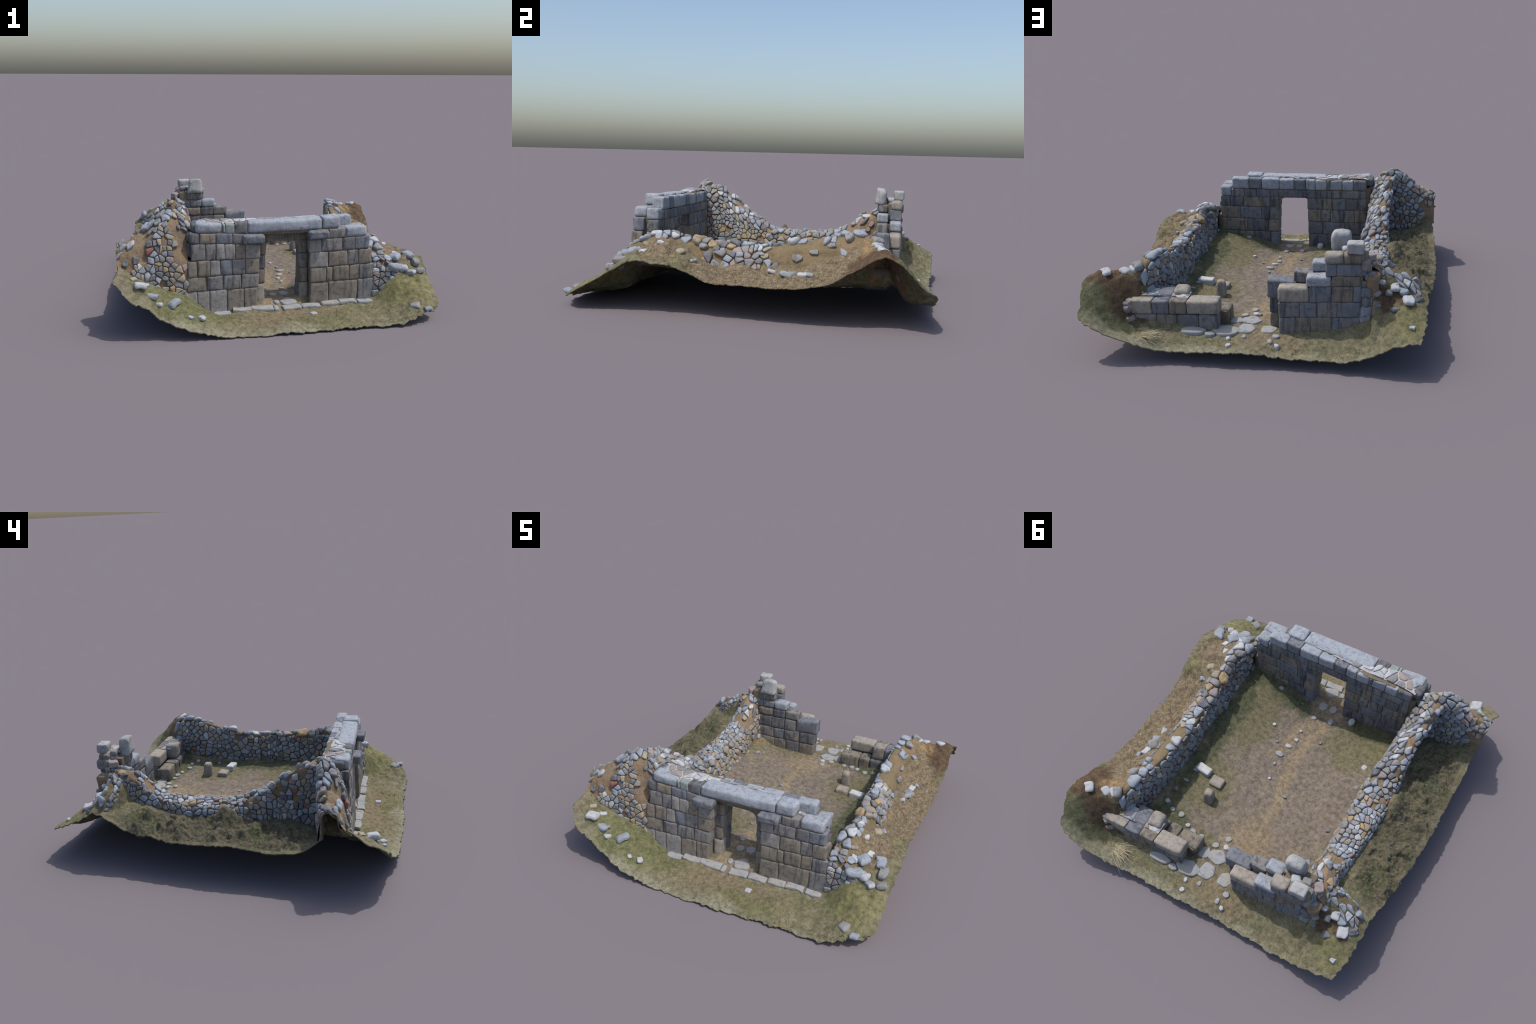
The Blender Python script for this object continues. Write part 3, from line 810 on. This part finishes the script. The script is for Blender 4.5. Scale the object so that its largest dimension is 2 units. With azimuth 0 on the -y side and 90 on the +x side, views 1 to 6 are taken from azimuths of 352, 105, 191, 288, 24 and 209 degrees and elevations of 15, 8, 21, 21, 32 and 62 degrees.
f = dict(parent=gate, plane=gate_front, inward=1, depth=GD)
course(xs=[-.54, -.456, -.388, -.293, -.197, -.121], z0=(.02, .045), z1=(.180, .184), mats="front", **f)
course(xs=[-.512, -.404, -.314, -.212, -.114], z0=(.180, .184), z1=(.260, .264), mats="front", **f)
course(xs=[-.506, -.453, -.383, -.327, -.263, -.19, -.110], z0=(.260, .264), z1=(.351, .348), mats="front", **f)
course(xs=[-.487, -.406, -.35, -.302, -.244, -.189, -.105], z0=(.351, .348), z1=(.447, .427), mats="front", **f)
course(xs=[-.495, -.439, -.35, -.26, -.165, -.101], z0=(.447, .427), z1=(.503, .488), mats=[BLOCK[2], BLOCK[1], BLOCK[4], BLOCK[0], BLOCK[2]], **f)
block("stone_block", gate, CAP, (-.463, -.313, .502, .497, .562, .552), gate_front, 1, GD * 1.2, radius=.017, seed=301)
block("stone_block", gate, GREEN, (-.313, -.297, .497, .497, .548, .546), gate_front, 1, GD, radius=.006, seed=302)
block("stone_block", gate, GREEN, (-.297, -.247, .492, .491, .546, .545), gate_front, 1, GD, seed=303)
block("stone_block", gate, BLOCK[2], (-.247, -.175, .490, .489, .549, .552), gate_front, 1, GD, seed=304)
course(xs=[.181, .290, .463, .571], z0=(.05, .05), z1=(.188, .197), mats="front", **f)
course(xs=[.180, .276, .313, .412, .471, .560], z0=(.188, .197), z1=(.274, .284), mats="front", **f)
course(xs=[.178, .286, .400, .465, .543], z0=(.274, .284), z1=(.363, .371), mats="front", **f)
course(xs=[.172, .245, .367, .440, .528], z0=(.363, .371), z1=(.437, .444), mats=[BLOCK[3], BLOCK[0], BLOCK[2], BLOCK[4]], **f)
course(xs=[.164, .284, .384], z0=(.437, .440), z1=(.490, .498), mats="top", **f)
block("stone_block", gate, CAP, (.384, .512, .440, .444, .499, .503), gate_front, 1, .078, radius=.016, seed=306)
block("stone_block", gate, CAP, (.248, .350, .496, .497, .560, .563), gate_front, 1, .088, radius=.013, seed=307)
block("lintel", gate, CAP, (-.174, .247, .489, .492, .551, .556), lambda x, z: gate_front(x, z) - .002, 1, .092, radius=.013, bulge=.004, seed=308)

def corbel(cx, cz, w, seed):
    """projecting carved beam end under the lintel"""
    P = rounded_box((w / 2, .036, .021), .012)
    P[:, 2] -= .006 * np.clip(-P[:, 2] / .021, 0, 1) * np.abs(np.sin(P[:, 0] * 95 + seed)) * np.clip(-P[:, 1] / .03, 0, 1)
    V = P + np.array([cx, gate_front(cx, cz) - .008, cz]); V[:, 1] += .088 * P[:, 0]
    V += np.stack([vnoise(V, 55, seed + k) for k in range(3)], 1) * .0035
    return add_object("corbel", V, CUBE_F, BLOCK[4], gate)
corbel(-.146, .464, .118, 3); corbel(.223, .470, .118, 9)

# inner jambs, set back in the doorway, and the inner head
for xo, xi, tops in ((-.125, -.072, (.185, .27, .35, .424)), (.185, .130, (.18, .265, .35, .428))):
    zb = .03
    for i, zt in enumerate(tops):
        lean = .010 * i / 3 * (1 if xi < 0 else -1)
        a, b = sorted((xo + lean, xi + lean))
        SEED[0] += 1
        block("door_jamb", gate, TAN if i == 0 else (BLOCK[1] if i != 2 else BLOCK[0]), (a, b, zb, zb, zt, zt), recess, 1, .09, radius=.009, bulge=.002, seed=SEED[0])
        zb = zt
block("door_head", gate, BLOCK[1], (-.118, .175, .421, .424, .487, .489), recess, 1, .06, radius=.01, bulge=.002, seed=401)
def shoulder(x0, side, r):
    """concave corner piece rounding the head of the opening"""
    n = 8; pts = [(x0 - side * .01, .435), (x0 + side * r, .435), (x0 + side * r, .424)]
    for i in range(n + 1):
        t = math.pi / 2 * i / n
        pts.append((x0 + side * r * (1 - math.sin(t)), .424 - r * (1 - math.cos(t)) - .002))
    pts.append((x0 - side * .01, .424 - r))
    V = [(x, recess(x, z) + d, z) for d in (.004, .085) for x, z in pts]
    k = len(pts)
    F = [(i, (i + 1) % k, k + (i + 1) % k, k + i) for i in range(k)] + [tuple(range(k))[::-1], tuple(range(k, 2 * k))]
    if side < 0: F = [f[::-1] for f in F]
    ob = add_object("door_shoulder", V, F, BLOCK[1], gate)
    ob.data.polygons.foreach_set("use_smooth", [False] * len(ob.data.polygons))
shoulder(-.064, 1, .024); shoulder(.121, -1, .042)

g = dict(parent=gate, plane=gate_back, inward=-1, depth=GD)
course(xs=[.434, .325, .238, .123, .027, -.048, -.111, -.185, -.207, -.285, -.356, -.44], z0=(.474, .479), z1=(.541, .551), mats=[CAP if k % 3 else BLOCK[4] for k in range(11)], radius=.009, **g)
course(xs=[.440, .354, .27, .185], z0=(.424, .427), z1=(.477, .480), mats="inside", **g)
course(xs=[-.147, -.217, -.277, -.44], z0=(.421, .422), z1=(.474, .474), mats="inside", **g)
block("lintel", gate, BLOCK[2], (-.147, .185, .420, .424, .475, .477), gate_back, -1, GD, seed=410)
block("stone_block", gate, CAP, (.440, .512, .428, .430, .494, .495), gate_back, -1, .07, radius=.013, seed=411)
course(xs=[.512, .445, .362, .232, .186, .121], z0=(.357, .362), z1=(.424, .430), mats="inside", **g)
course(xs=[-.06, -.163, -.223, -.311, -.389, -.446], z0=(.342, .345), z1=(.421, .421), mats="inside", **g)
course(xs=[.512, .383, .245, .19, .124], z0=(.271, .280), z1=(.357, .362), mats="inside", **g)
course(xs=[-.063, -.148, -.212, -.273, -.30, -.37, -.447], z0=(.257, .262), z1=(.342, .345), mats="inside", **g)
course(xs=[.512, .34, .198, .125], z0=(.188, .194), z1=(.271, .280), mats="inside", **g)
course(xs=[-.066, -.164, -.308, -.45], z0=(.172, .176), z1=(.257, .262), mats="inside", **g)
course(xs=[.512, .40, .293, .184, .122], z0=(.04, .06), z1=(.188, .194), mats="inside", **g)
course(xs=[-.07, -.131, -.199, -.30, -.44], z0=(.04, .05), z1=(.172, .176), mats="inside", **g)
# blocks closing the left end of the gate wall
for i, (z0, z1, xx) in enumerate(((.36, .445, -.478), (.445, .50, -.478), (.50, .552, -.452))):
    boulder("stone_block", gate, BLOCK[2], (xx, -.64, (z0 + z1) / 2), (.03, .055, (z1 - z0) / 2), .018, seed=420 + i, rough=.003)
# infill visible in the broken right end
for i in range(16):
    zz = .12 + .34 * (i // 2) / 7.5; xx = .525 - .05 * (zz - .1) / .35
    boulder("infill_stone", gate, (RUBBLE + [MORTAR])[rng.choice((3, 6, 3, 1, 4))], (xx, -.575 + (.03 if i % 2 else -.022) + rng.uniform(-.008, .008), zz),
            (.02, .021, .018), .012, rot=rng.uniform(0, 3), seed=430 + i, rough=.006)

# flat infill stones along the top, set in pale mortar
def top_patch(name, parent, stations, seed, sw, sh, mats, density=lambda *a: .93, bulge=.14):
    s = Sheet(stations, nu=50, nh=10)
    V, F = s.core(sink=.003, amp=.003, seed=seed)
    ob = add_object(name, V, F, MORTAR, parent, centre=False)
    lay_stones(s, ob, density, sw=sw, sh=sh, bulge=bulge * .5, gap=.94, seed=seed, mats=mats, zones=False)
st = []
for x, z, ya, yb in ((-.45, .551, .045, -.012), (-.40, .556, .03, -.02), (-.30, .550, .03, -.03), (-.19, .552, .03, -.03), (-.17, .549, .085, -.03),
                     (.0, .550, .088, -.04), (.15, .551, .088, -.05), (.24, .548, .088, -.055), (.33, .535, .088, -.055)):
    yf = gate_front(x, z) + ya; yb2 = gate_back(x, z) + yb; c = (yf + yb2) / 2
    st.append(((x, c, z + .002), [(x, yf, z - .002)], [(x, yb2, z - .002)]))
top_patch("mortar_top", gate, st, 71, .062, .046, [3, 3, 0, 0, 3, 4, 1, 6], bulge=.16)
st = []
for x, z in ((.35, .497), (.42, .488), (.49, .455)):
    st.append(((x, (gate_front(x, z) + gate_back(x, z)) / 2, z), [(x, gate_front(x, z) + .05, z)], [(x, gate_back(x, z) - .04, z)]))
top_patch("mortar_top", gate, st, 72, .04, .035, [3, 6, 0])

# --- stepped end wall at the back
def end_out(x, z): return .762 + .085 * x
def end_in(x, z): return .622 + .085 * x - .02 * (z - .3)
V, F = box_mesh([(-.505, -.12, .03, .33, lambda x, z: end_in(x, z) + .007, lambda x, z: end_out(x, z) - .007),
                 (-.50, -.27, .32, .39, lambda x, z: end_in(x, z) + .007, lambda x, z: end_out(x, z) - .007),
                 (-.51, -.372, .39, .505, lambda x, z: end_in(x, z) + .007, lambda x, z: end_out(x, z) - .007)])
endw = add_object("stepped_wall", V, F, JOINT, root, centre=False)
o = dict(parent=endw, plane=end_out, inward=-1, depth=.066)
course(xs=[-.104, -.184, -.261, -.366, -.402, -.530], z0=(.05, .05), z1=(.198, .186), mats="back", **o)
course(xs=[-.102, -.204, -.291, -.39, -.506], z0=(.196, .186), z1=(.280, .266), mats="back", **o)
course(xs=[-.255, -.361, -.466, -.506], z0=(.280, .272), z1=(.362, .352), mats="back", **o)
block("stone_block", endw, TAN, (-.255, -.097, .270, .264, .350, .346), end_out, -1, .068, radius=.015, seed=501)
course(xs=[-.236, -.358, -.500], z0=(.360, .350), z1=(.416, .408), mats=[BLOCK[1], CAP], radius=.013, **o)
course(xs=[-.33, -.383, -.526], z0=(.416, .410), z1=(.472, .474), mats="back", **o)
course(xs=[-.326, -.415, -.533], z0=(.474, .474), z1=(.534, .528), mats=[BLOCK[1], TAN], radius=.015, bulge=.009, **o)
i_ = dict(parent=endw, plane=end_in, inward=1, depth=.068)
course(xs=[-.455, -.335, -.252, -.154, -.048], z0=(.05, .05), z1=(.172, .178), mats="warm", **i_)
course(xs=[-.457, -.345, -.268, -.157, -.046], z0=(.172, .178), z1=(.250, .262), mats="inside", **i_)
course(xs=[-.460, -.365, -.27, -.185], z0=(.250, .256), z1=(.335, .338), mats="warm", **i_)
block("stone_block", endw, BLOCK[4], (-.185, -.034, .255, .262, .352, .362), end_in, 1, .078, radius=.014, seed=511)
course(xs=[-.470, -.358, -.268, -.165], z0=(.336, .338), z1=(.396, .402), mats=[BLOCK[1], BLOCK[2], BLOCK[0]], radius=.012, **i_)
course(xs=[-.50, -.433, -.349, -.255], z0=(.398, .400), z1=(.452, .456), mats=[BLOCK[4], BLOCK[4], CAP], radius=.013, **i_)
block("stone_block", endw, BLOCK[0], (-.455, -.348, .452, .454, .505, .506), end_in, 1, .06, radius=.012, seed=512)
boulder("boulder", endw, PALE, (-.400, .600, .553), (.054, .034, .051), .021, rot=.05, tilt=(-.16, 0), seed=21, rough=.009, taper=.14)
boulder("boulder", endw, PALE, (-.470, .708, .557), (.043, .030, .028), .011, rot=.1, seed=22, rough=.006)
boulder("stone_block", endw, BLOCK[0], (-.522, .690, .47), (.022, .04, .03), .018, seed=23)
# end face and cap infill of the stepped wall
for i in range(14):
    zz = .43 + .10 * rng.random(); xx = -.40 - .12 * rng.random()
    boulder("infill_stone", endw, RUBBLE[rng.choice((3, 1, 6, 0, 4))], (xx, .655 + rng.uniform(-.02, .025), zz if i > 4 else .525), (.024, .02, .014), .012, rot=rng.uniform(0, 3), seed=530 + i)
for i in range(16):
    zz = .22 + .30 * (i // 2) / 8; yy = .625 + .045 * (i % 2) + rng.uniform(-.01, .01)
    boulder("infill_stone", endw, RUBBLE[rng.choice((0, 1, 2, 6))], (-.512 - .012 * (i % 3), yy, zz), (.026, .027, .019), .010, rot=rng.uniform(0, 3), seed=550 + i)
for i in range(10):  # rough quoin at the outer corner
    zz = .14 + .24 * (i // 2) / 5
    boulder("infill_stone", endw, RUBBLE[rng.choice((2, 1, 2, 0))], (-.528 - .022 * (i % 2), .703 - .02 * (i % 2), zz), (.028, .026, .026), .010, rot=rng.uniform(0, 3), seed=570 + i)

boulder("earth_fill", endw, EARTH, (-.555, .672, .30), (.035, .045, .13), .03, seed=590, rough=.012)
# --- low bench wall on the other side of the rear entrance
def low_out(x, z): return .762 + .082 * x
def low_mid(x, z): return .684 + .082 * x
def low_in(x, z): return .592 + .082 * x
V, F = box_mesh([(.215, .64, .03, .245, lambda x, z: low_mid(x, z) + .012, lambda x, z: low_out(x, z) - .012), (.17, .52, .03, .172, lambda x, z: low_in(x, z) + .01, low_mid)])
low = add_object("low_wall", V, F, JOINT, root, centre=False)
l = dict(parent=low, plane=low_out, inward=-1, depth=.075)
course(xs=[.629, .512, .41, .298, .203], z0=(.05, .05), z1=(.187, .182), mats=[BLOCK[0], BLOCK[2], BLOCK[1], BLOCK[0]], **l)
course(xs=[.643, .534, .448, .36], z0=(.185, .180), z1=(.258, .258), mats=[BLOCK[1], BLOCK[4], TAN], radius=.009, **l)
block("stone_block", low, TAN, (.198, .360, .184, .186, .262, .260), low_out, -1, .088, radius=.014, seed=601)
n_ = dict(parent=low, plane=low_in, inward=1, depth=.085)
course(xs=[.160, .290, .365, .475, .545], z0=(.05, .06), z1=(.187, .190), mats=[BLOCK[1], BLOCK[1], BLOCK[2], BLOCK[2]], radius=.015, **n_)
boulder("stone_block", low, TAN, (.407, .682, .232), (.040, .042, .052), .016, rot=.1, seed=31)
boulder("stone_block", low, BLOCK[4], (.49, .70, .225), (.045, .05, .05), .016, rot=.1, seed=32)
st = []
for x, z in ((.36, .258), (.45, .262), (.54, .268), (.62, .262), (.675, .245)):
    st.append(((x, .73 + .03 * (x - .36), z + .004), [(x, .675 + .04 * (x - .36), z)], [(x, low_out(x, z) - .05, z)]))
top_patch("mortar_top", low, st, 73, .045, .038, [3, 6, 4, 0, 3])
for i in range(14):
    boulder("infill_stone", low, RUBBLE[rng.choice((0, 1, 2, 6))], (.655 + rng.uniform(-.015, .03), .755 + .055 * rng.random(), .13 + .12 * (i / 14)), (.026, .022, .017), .013, rot=rng.uniform(0, 3), seed=610 + i)

# ------------------------------------------------ loose things on the ground
boulder("fallen_block", ground, WHITE, (.411, .246, .128), (.047, .026, .028), .011, rot=-.62 + .55, seed=41, rough=.003)
boulder("fallen_block", ground, TAN, (.307, .273, .118), (.040, .034, .025), .012, rot=.05, seed=42, rough=.003)
boulder("fallen_block", ground, TAN, (.290, .378, .150), (.030, .033, .055), .018, rot=.2, tilt=(.10, -.05), seed=43, rough=.004, taper=.22)

def slab(x, y, r, mat, seed, parent=ground, lift=.006, asp=1.0, rot=0, name="paving_slab"):
    rr = random.Random(seed)
    n = rr.choice((5, 6, 6, 7)); a0 = rr.uniform(0, 6)
    poly = np.array([(math.cos(a0 + 6.283 * i / n) * r * asp * rr.uniform(.7, 1.2), math.sin(a0 + 6.283 * i / n) * r * rr.uniform(.8, 1.15)) for i in range(n)])
    poly = rounded(poly, 1, 1)
    c, s = math.cos(rot), math.sin(rot)
    poly = poly @ np.array([[c, s], [-s, c]])
    rings = ((1.0, -.02), (1.0, lift * .4), (.95, lift * .85), (.8, lift), (.4, lift * 1.08))
    V = []
    for k, h in rings:
        V += [(x + p[0] * k, y + p[1] * k, h) for p in poly]
    V.append((x, y, lift * 1.1)); V = np.array(V)
    g0 = terrain_height(V[:, 0], V[:, 1], False); gm = g0.mean()
    V[:, 2] += .5 * g0 + .5 * gm
    V[:, 2] += .0018 * vnoise(V, 45, seed)
    V = trim(V)
    k = len(poly); F = []
    for a in range(len(rings) - 1):
        for i in range(k):
            j = (i + 1) % k; F.append((a * k + i, a * k + j, (a + 1) * k + j, (a + 1) * k + i))
    t = (len(rings) - 1) * k
    F += [(t + i, t + (i + 1) % k, len(V) - 1) for i in range(k)]
    return add_object(name, V, F, mat, parent)

SLABS = [(.163, .776, .045, 1.6), (.061, .742, .055, 1.1), (-.044, .727, .045, 1.0), (.061, .643, .045, 1.5), (.140, .660, .04, 1.1),
         (.05, .571, .017, 1), (.105, .59, .02, 1), (.063, .525, .02, 1), (.028, .572, .014, 1), (.136, .838, .017, .8), (.06, .816, .018, .8), (.125, .89, .016, 1),
         (-.076, .848, .02, .7), (-.097, .794, .02, .9), (-.112, .866, .014, 1), (.325, .81, .03, 2.4), (.235, .815, .02, 1.4),
         (.057, -.521, .03, 1.2), (-.008, -.533, .028, 1), (.064, -.423, .018, 1), (-.037, -.45, .024, .8),
         (.107, -.089, .02, 1.5), (.091, -.165, .017, 1.3), (.074, -.227, .013, 1.2), (.099, -.018, .012, 1), (.08, -.296, .013, 1),
         (.162, -.151, .009, 1), (.235, -.241, .012, 1), (-.055, -.287, .013, 1), (-.068, .141, .012, 1.3), (.071, .083, .010, 1),
         (.063, -.644, .042, 1.3), (-.006, -.655, .022, .9),
         (.257, .592, .018, 1.2), (.197, .591, .019, 1), (.30, .575, .014, 1.1), (.367, .545, .02, 1), (.419, .546, .015, 1.2),
         (.474, .52, .014, 1.2), (.48, .43, .014, 1), (.462, .356, .012, 2), (.45, .27, .014, 1.4), (.317, -.46, .014, 1.4)]
for i, (x, y, r, a) in enumerate(SLABS):
    slab(x, y, r * (1.02 if r > .03 else 1.0), (FLAG if r > .017 else RUBBLE[rng.choice((3, 1, 0, 3))]), 700 + i, asp=a, lift=.007 if r > .025 else .009, rot=.09)
# plinth slabs under the gateway
for i, (x, w) in enumerate([(-.325, .052), (-.215, .052), (-.095, .062), (-.015, .014), (.07, .055), (.185, .052), (.295, .052), (.40, .052), (.50, .045)]):
    y = gate_front(x, .1) - (.014 if i not in (3, 4) else .018)
    boulder("plinth_slab", ground, FLAG, (x, y, ground_z(x, y) + .001), (w, .024, .011), .007, rot=.088 + rng.uniform(-.05, .05), tilt=(.08, 0), seed=760 + i, rough=.006)
slab(-.153, -.506, .026, RUBBLE[3], 790, lift=.022, name="loose_stone")

def loose(x, y, r, mi, seed, flat=.55, up=.0):
    rr = random.Random(seed)
    return boulder("loose_stone", ground, RUBBLE[mi], (x, y, ground_z(x, y) + r * flat * up), (r * rr.uniform(.9, 1.35), r * rr.uniform(.75, 1.1), r * flat), r * .5,
                   rot=rr.uniform(0, 3), tilt=(rr.uniform(-.3, .3), rr.uniform(-.3, .3)), seed=seed, rough=r * .42)
LOOSE = [(.184, -.795, .016, 3), (-.448, -.901, .022, 3), (-.581, -.852, .03, 0), (-.653, -.885, .022, 3), (-.70, -.88, .028, 0), (-.761, -.885, .03, 3), (-.73, -.83, .018, 3),
         (-.79, -.83, .02, 4), (-.68, -.86, .016, 1), (-.50, -.91, .014, 3), (.74, -.836, .026, 1), (.80, -.86, .022, 0), (.80, -.62, .02, 3),
         (.579, -.60, .034, 2), (.686, -.592, .042, 0), (.795, -.527, .03, 0), (.745, -.60, .034, 3), (.785, -.617, .026, 0), (.83, -.55, .034, 1), (.62, -.565, .03, 6),
         (.66, -.545, .022, 3), (.71, -.535, .03, 0), (.60, -.52, .024, 3), (.64, -.50, .02, 4), (.84, -.60, .024, 1), (.57, -.55, .026, 0), (.73, -.48, .018, 3),
         (.68, -.40, .02, 3), (.70, -.28, .022, 4), (.72, -.20, .02, 0), (.72, .30, .03, 1), (.725, .26, .024, 0), (.73, .36, .022, 3), (.71, .20, .018, 3), (.74, .40, .016, 0),
         (.79, .753, .022, 3), (.70, .72, .022, 3), (.66, .705, .022, 3), (.63, .69, .028, 1), (.60, .70, .03, 2), (.58, .685, .026, 0),
         (-.728, .694, .026, 3), (-.66, .655, .024, 3), (-.70, .655, .026, 0), (-.64, .68, .02, 2), (-.60, .655, .022, 3), (-.78, .66, .022, 1), (-.66, .735, .02, 2),
         (-.57, .70, .02, 1), (-.59, .73, .018, 2), (-.76, .82, .016, 3),
         (-.367, -.259, .014, 3), (-.39, -.12, .012, 1), (-.38, .42, .014, 0), (-.36, .50, .012, 1), (-.385, .20, .013, 2)]
for i, (x, y, r, mi) in enumerate(LOOSE):
    loose(x, y, r, mi, 800 + i)

# scattered gravel on the courtyard floor, one joined mesh
VV, FF = [], []
for i in range(260):
    x = rng.uniform(-.40, .46); y = rng.uniform(-.5, .6)
    if rng.random() < .35:
        x = rng.gauss(.06, .09); y = rng.uniform(-.45, .2)
    r = rng.uniform(.002, .0048)
    z = ground_z(x, y)
    a = rng.uniform(0, 6)
    P = [(x + r * 1.3 * math.cos(a + k * 1.2566) , y + r * math.sin(a + k * 1.2566), z - .002) for k in range(5)] + \
        [(x + r * .8 * math.cos(a + k * 1.2566), y + r * .7 * math.sin(a + k * 1.2566), z + r * .7) for k in range(5)]
    o_ = 10 * i
    VV += P
    FF += [(o_ + k, o_ + (k + 1) % 5, o_ + 5 + (k + 1) % 5, o_ + 5 + k) for k in range(5)] + [tuple(o_ + 5 + k for k in range(5))]
gv = add_object("gravel", VV, FF, RUBBLE[6], ground, centre=False); gv["kind"] = "stuff"

# dry grass: a straw tuft by the bench wall and short tufts on the banks, one joined mesh each
def tuft(x, y, n, length, spread, r, V, F, lean=(0, 0), rise=1.0):
    z = ground_z(x, y)
    for _ in range(n):
        a = r.uniform(0, 6.283); bx = x + r.gauss(0, spread * .25); by = y + r.gauss(0, spread * .25)
        L = length * r.uniform(.5, 1.1); out = r.uniform(.2, .9)
        d = np.array([math.cos(a) * out + lean[0], math.sin(a) * out + lean[1], 0]); w = .0013
        side = np.array([-math.sin(a), math.cos(a), 0]) * w
        o = len(V)
        for t in (0, .5, 1):
            p = np.array([bx, by, z - .003]) + d * L * t + np.array([0, 0, L * rise * (.75 * t - .35 * t * t * out * 1.6)])
            V.append(p - side * (1 - t * .9)); V.append(p + side * (1 - t * .9))
        F += [(o, o + 1, o + 3, o + 2), (o + 2, o + 3, o + 5, o + 4)]
def grass_material(name, a, b):
    k = Nodes(name, .8)
    return k.done(k.mix(k.noise(60, 3), a, b))
STRAW = grass_material("straw_blades", (.48, .43, .29), (.34, .295, .19))
DRY = grass_material("dry_blades", (.30, .25, .165), (.20, .155, .10))
BLADES = grass_material("grass_blades", (.24, .215, .125), (.165, .165, .085))
r_ = random.Random(5)
V, F = [], []
tuft(.56, .885, 150, .10, .06, r_, V, F, (-.75, .12), .38)
ob = add_object("grass_tuft", V, F, STRAW, ground, centre=False); ob["kind"] = "stuff"
V, F = [], []
for _ in range(150):
    x, y = r_.uniform(.70, .87), r_.uniform(-.45, .60)
    tuft(x, y, 16, .018, .03, r_, V, F, rise=1.3)
ob = add_object("grass_tuft", V, F, DRY, ground, centre=False); ob["kind"] = "stuff"
V, F = [], []
for _ in range(300):
    k = r_.random()
    if k < .5: x, y = r_.uniform(-.85, -.66), r_.uniform(-.45, .45)
    elif k < .8: x, y = r_.uniform(-.60, .70), r_.uniform(-.91, -.78)
    else: x, y = r_.uniform(-.65, .65), r_.uniform(.83, .90)
    tuft(x, y, 12, .016, .03, r_, V, F)
ob = add_object("grass_tuft", V, F, BLADES, ground, centre=False); ob["kind"] = "stuff"

# -------------------------------- name the largest stones, join the remainder
STONES.sort(key=lambda s: -s[0])
rest = {}
for n, (size, V, F, mi, owner) in enumerate(STONES):
    if n < 300:
        add_object("rubble_stone", V, F, RUBBLE[mi], owner)
    else:
        rest.setdefault(owner, []).append((V, F, mi))
for owner, items in rest.items():
    V = np.concatenate([i[0] for i in items]); F, M, o = [], [], 0
    for v, f, mi in items:
        F += [tuple(a + o for a in q) for q in f]; M += [mi] * len(f); o += len(v)
    ob = add_object("rubble_stones", V, F, list(RUBBLE), owner, centre=False)
    ob.data.polygons.foreach_set("material_index", M); ob["kind"] = "stuff"
print("stones", len(STONES), "objects", len(bpy.data.objects))
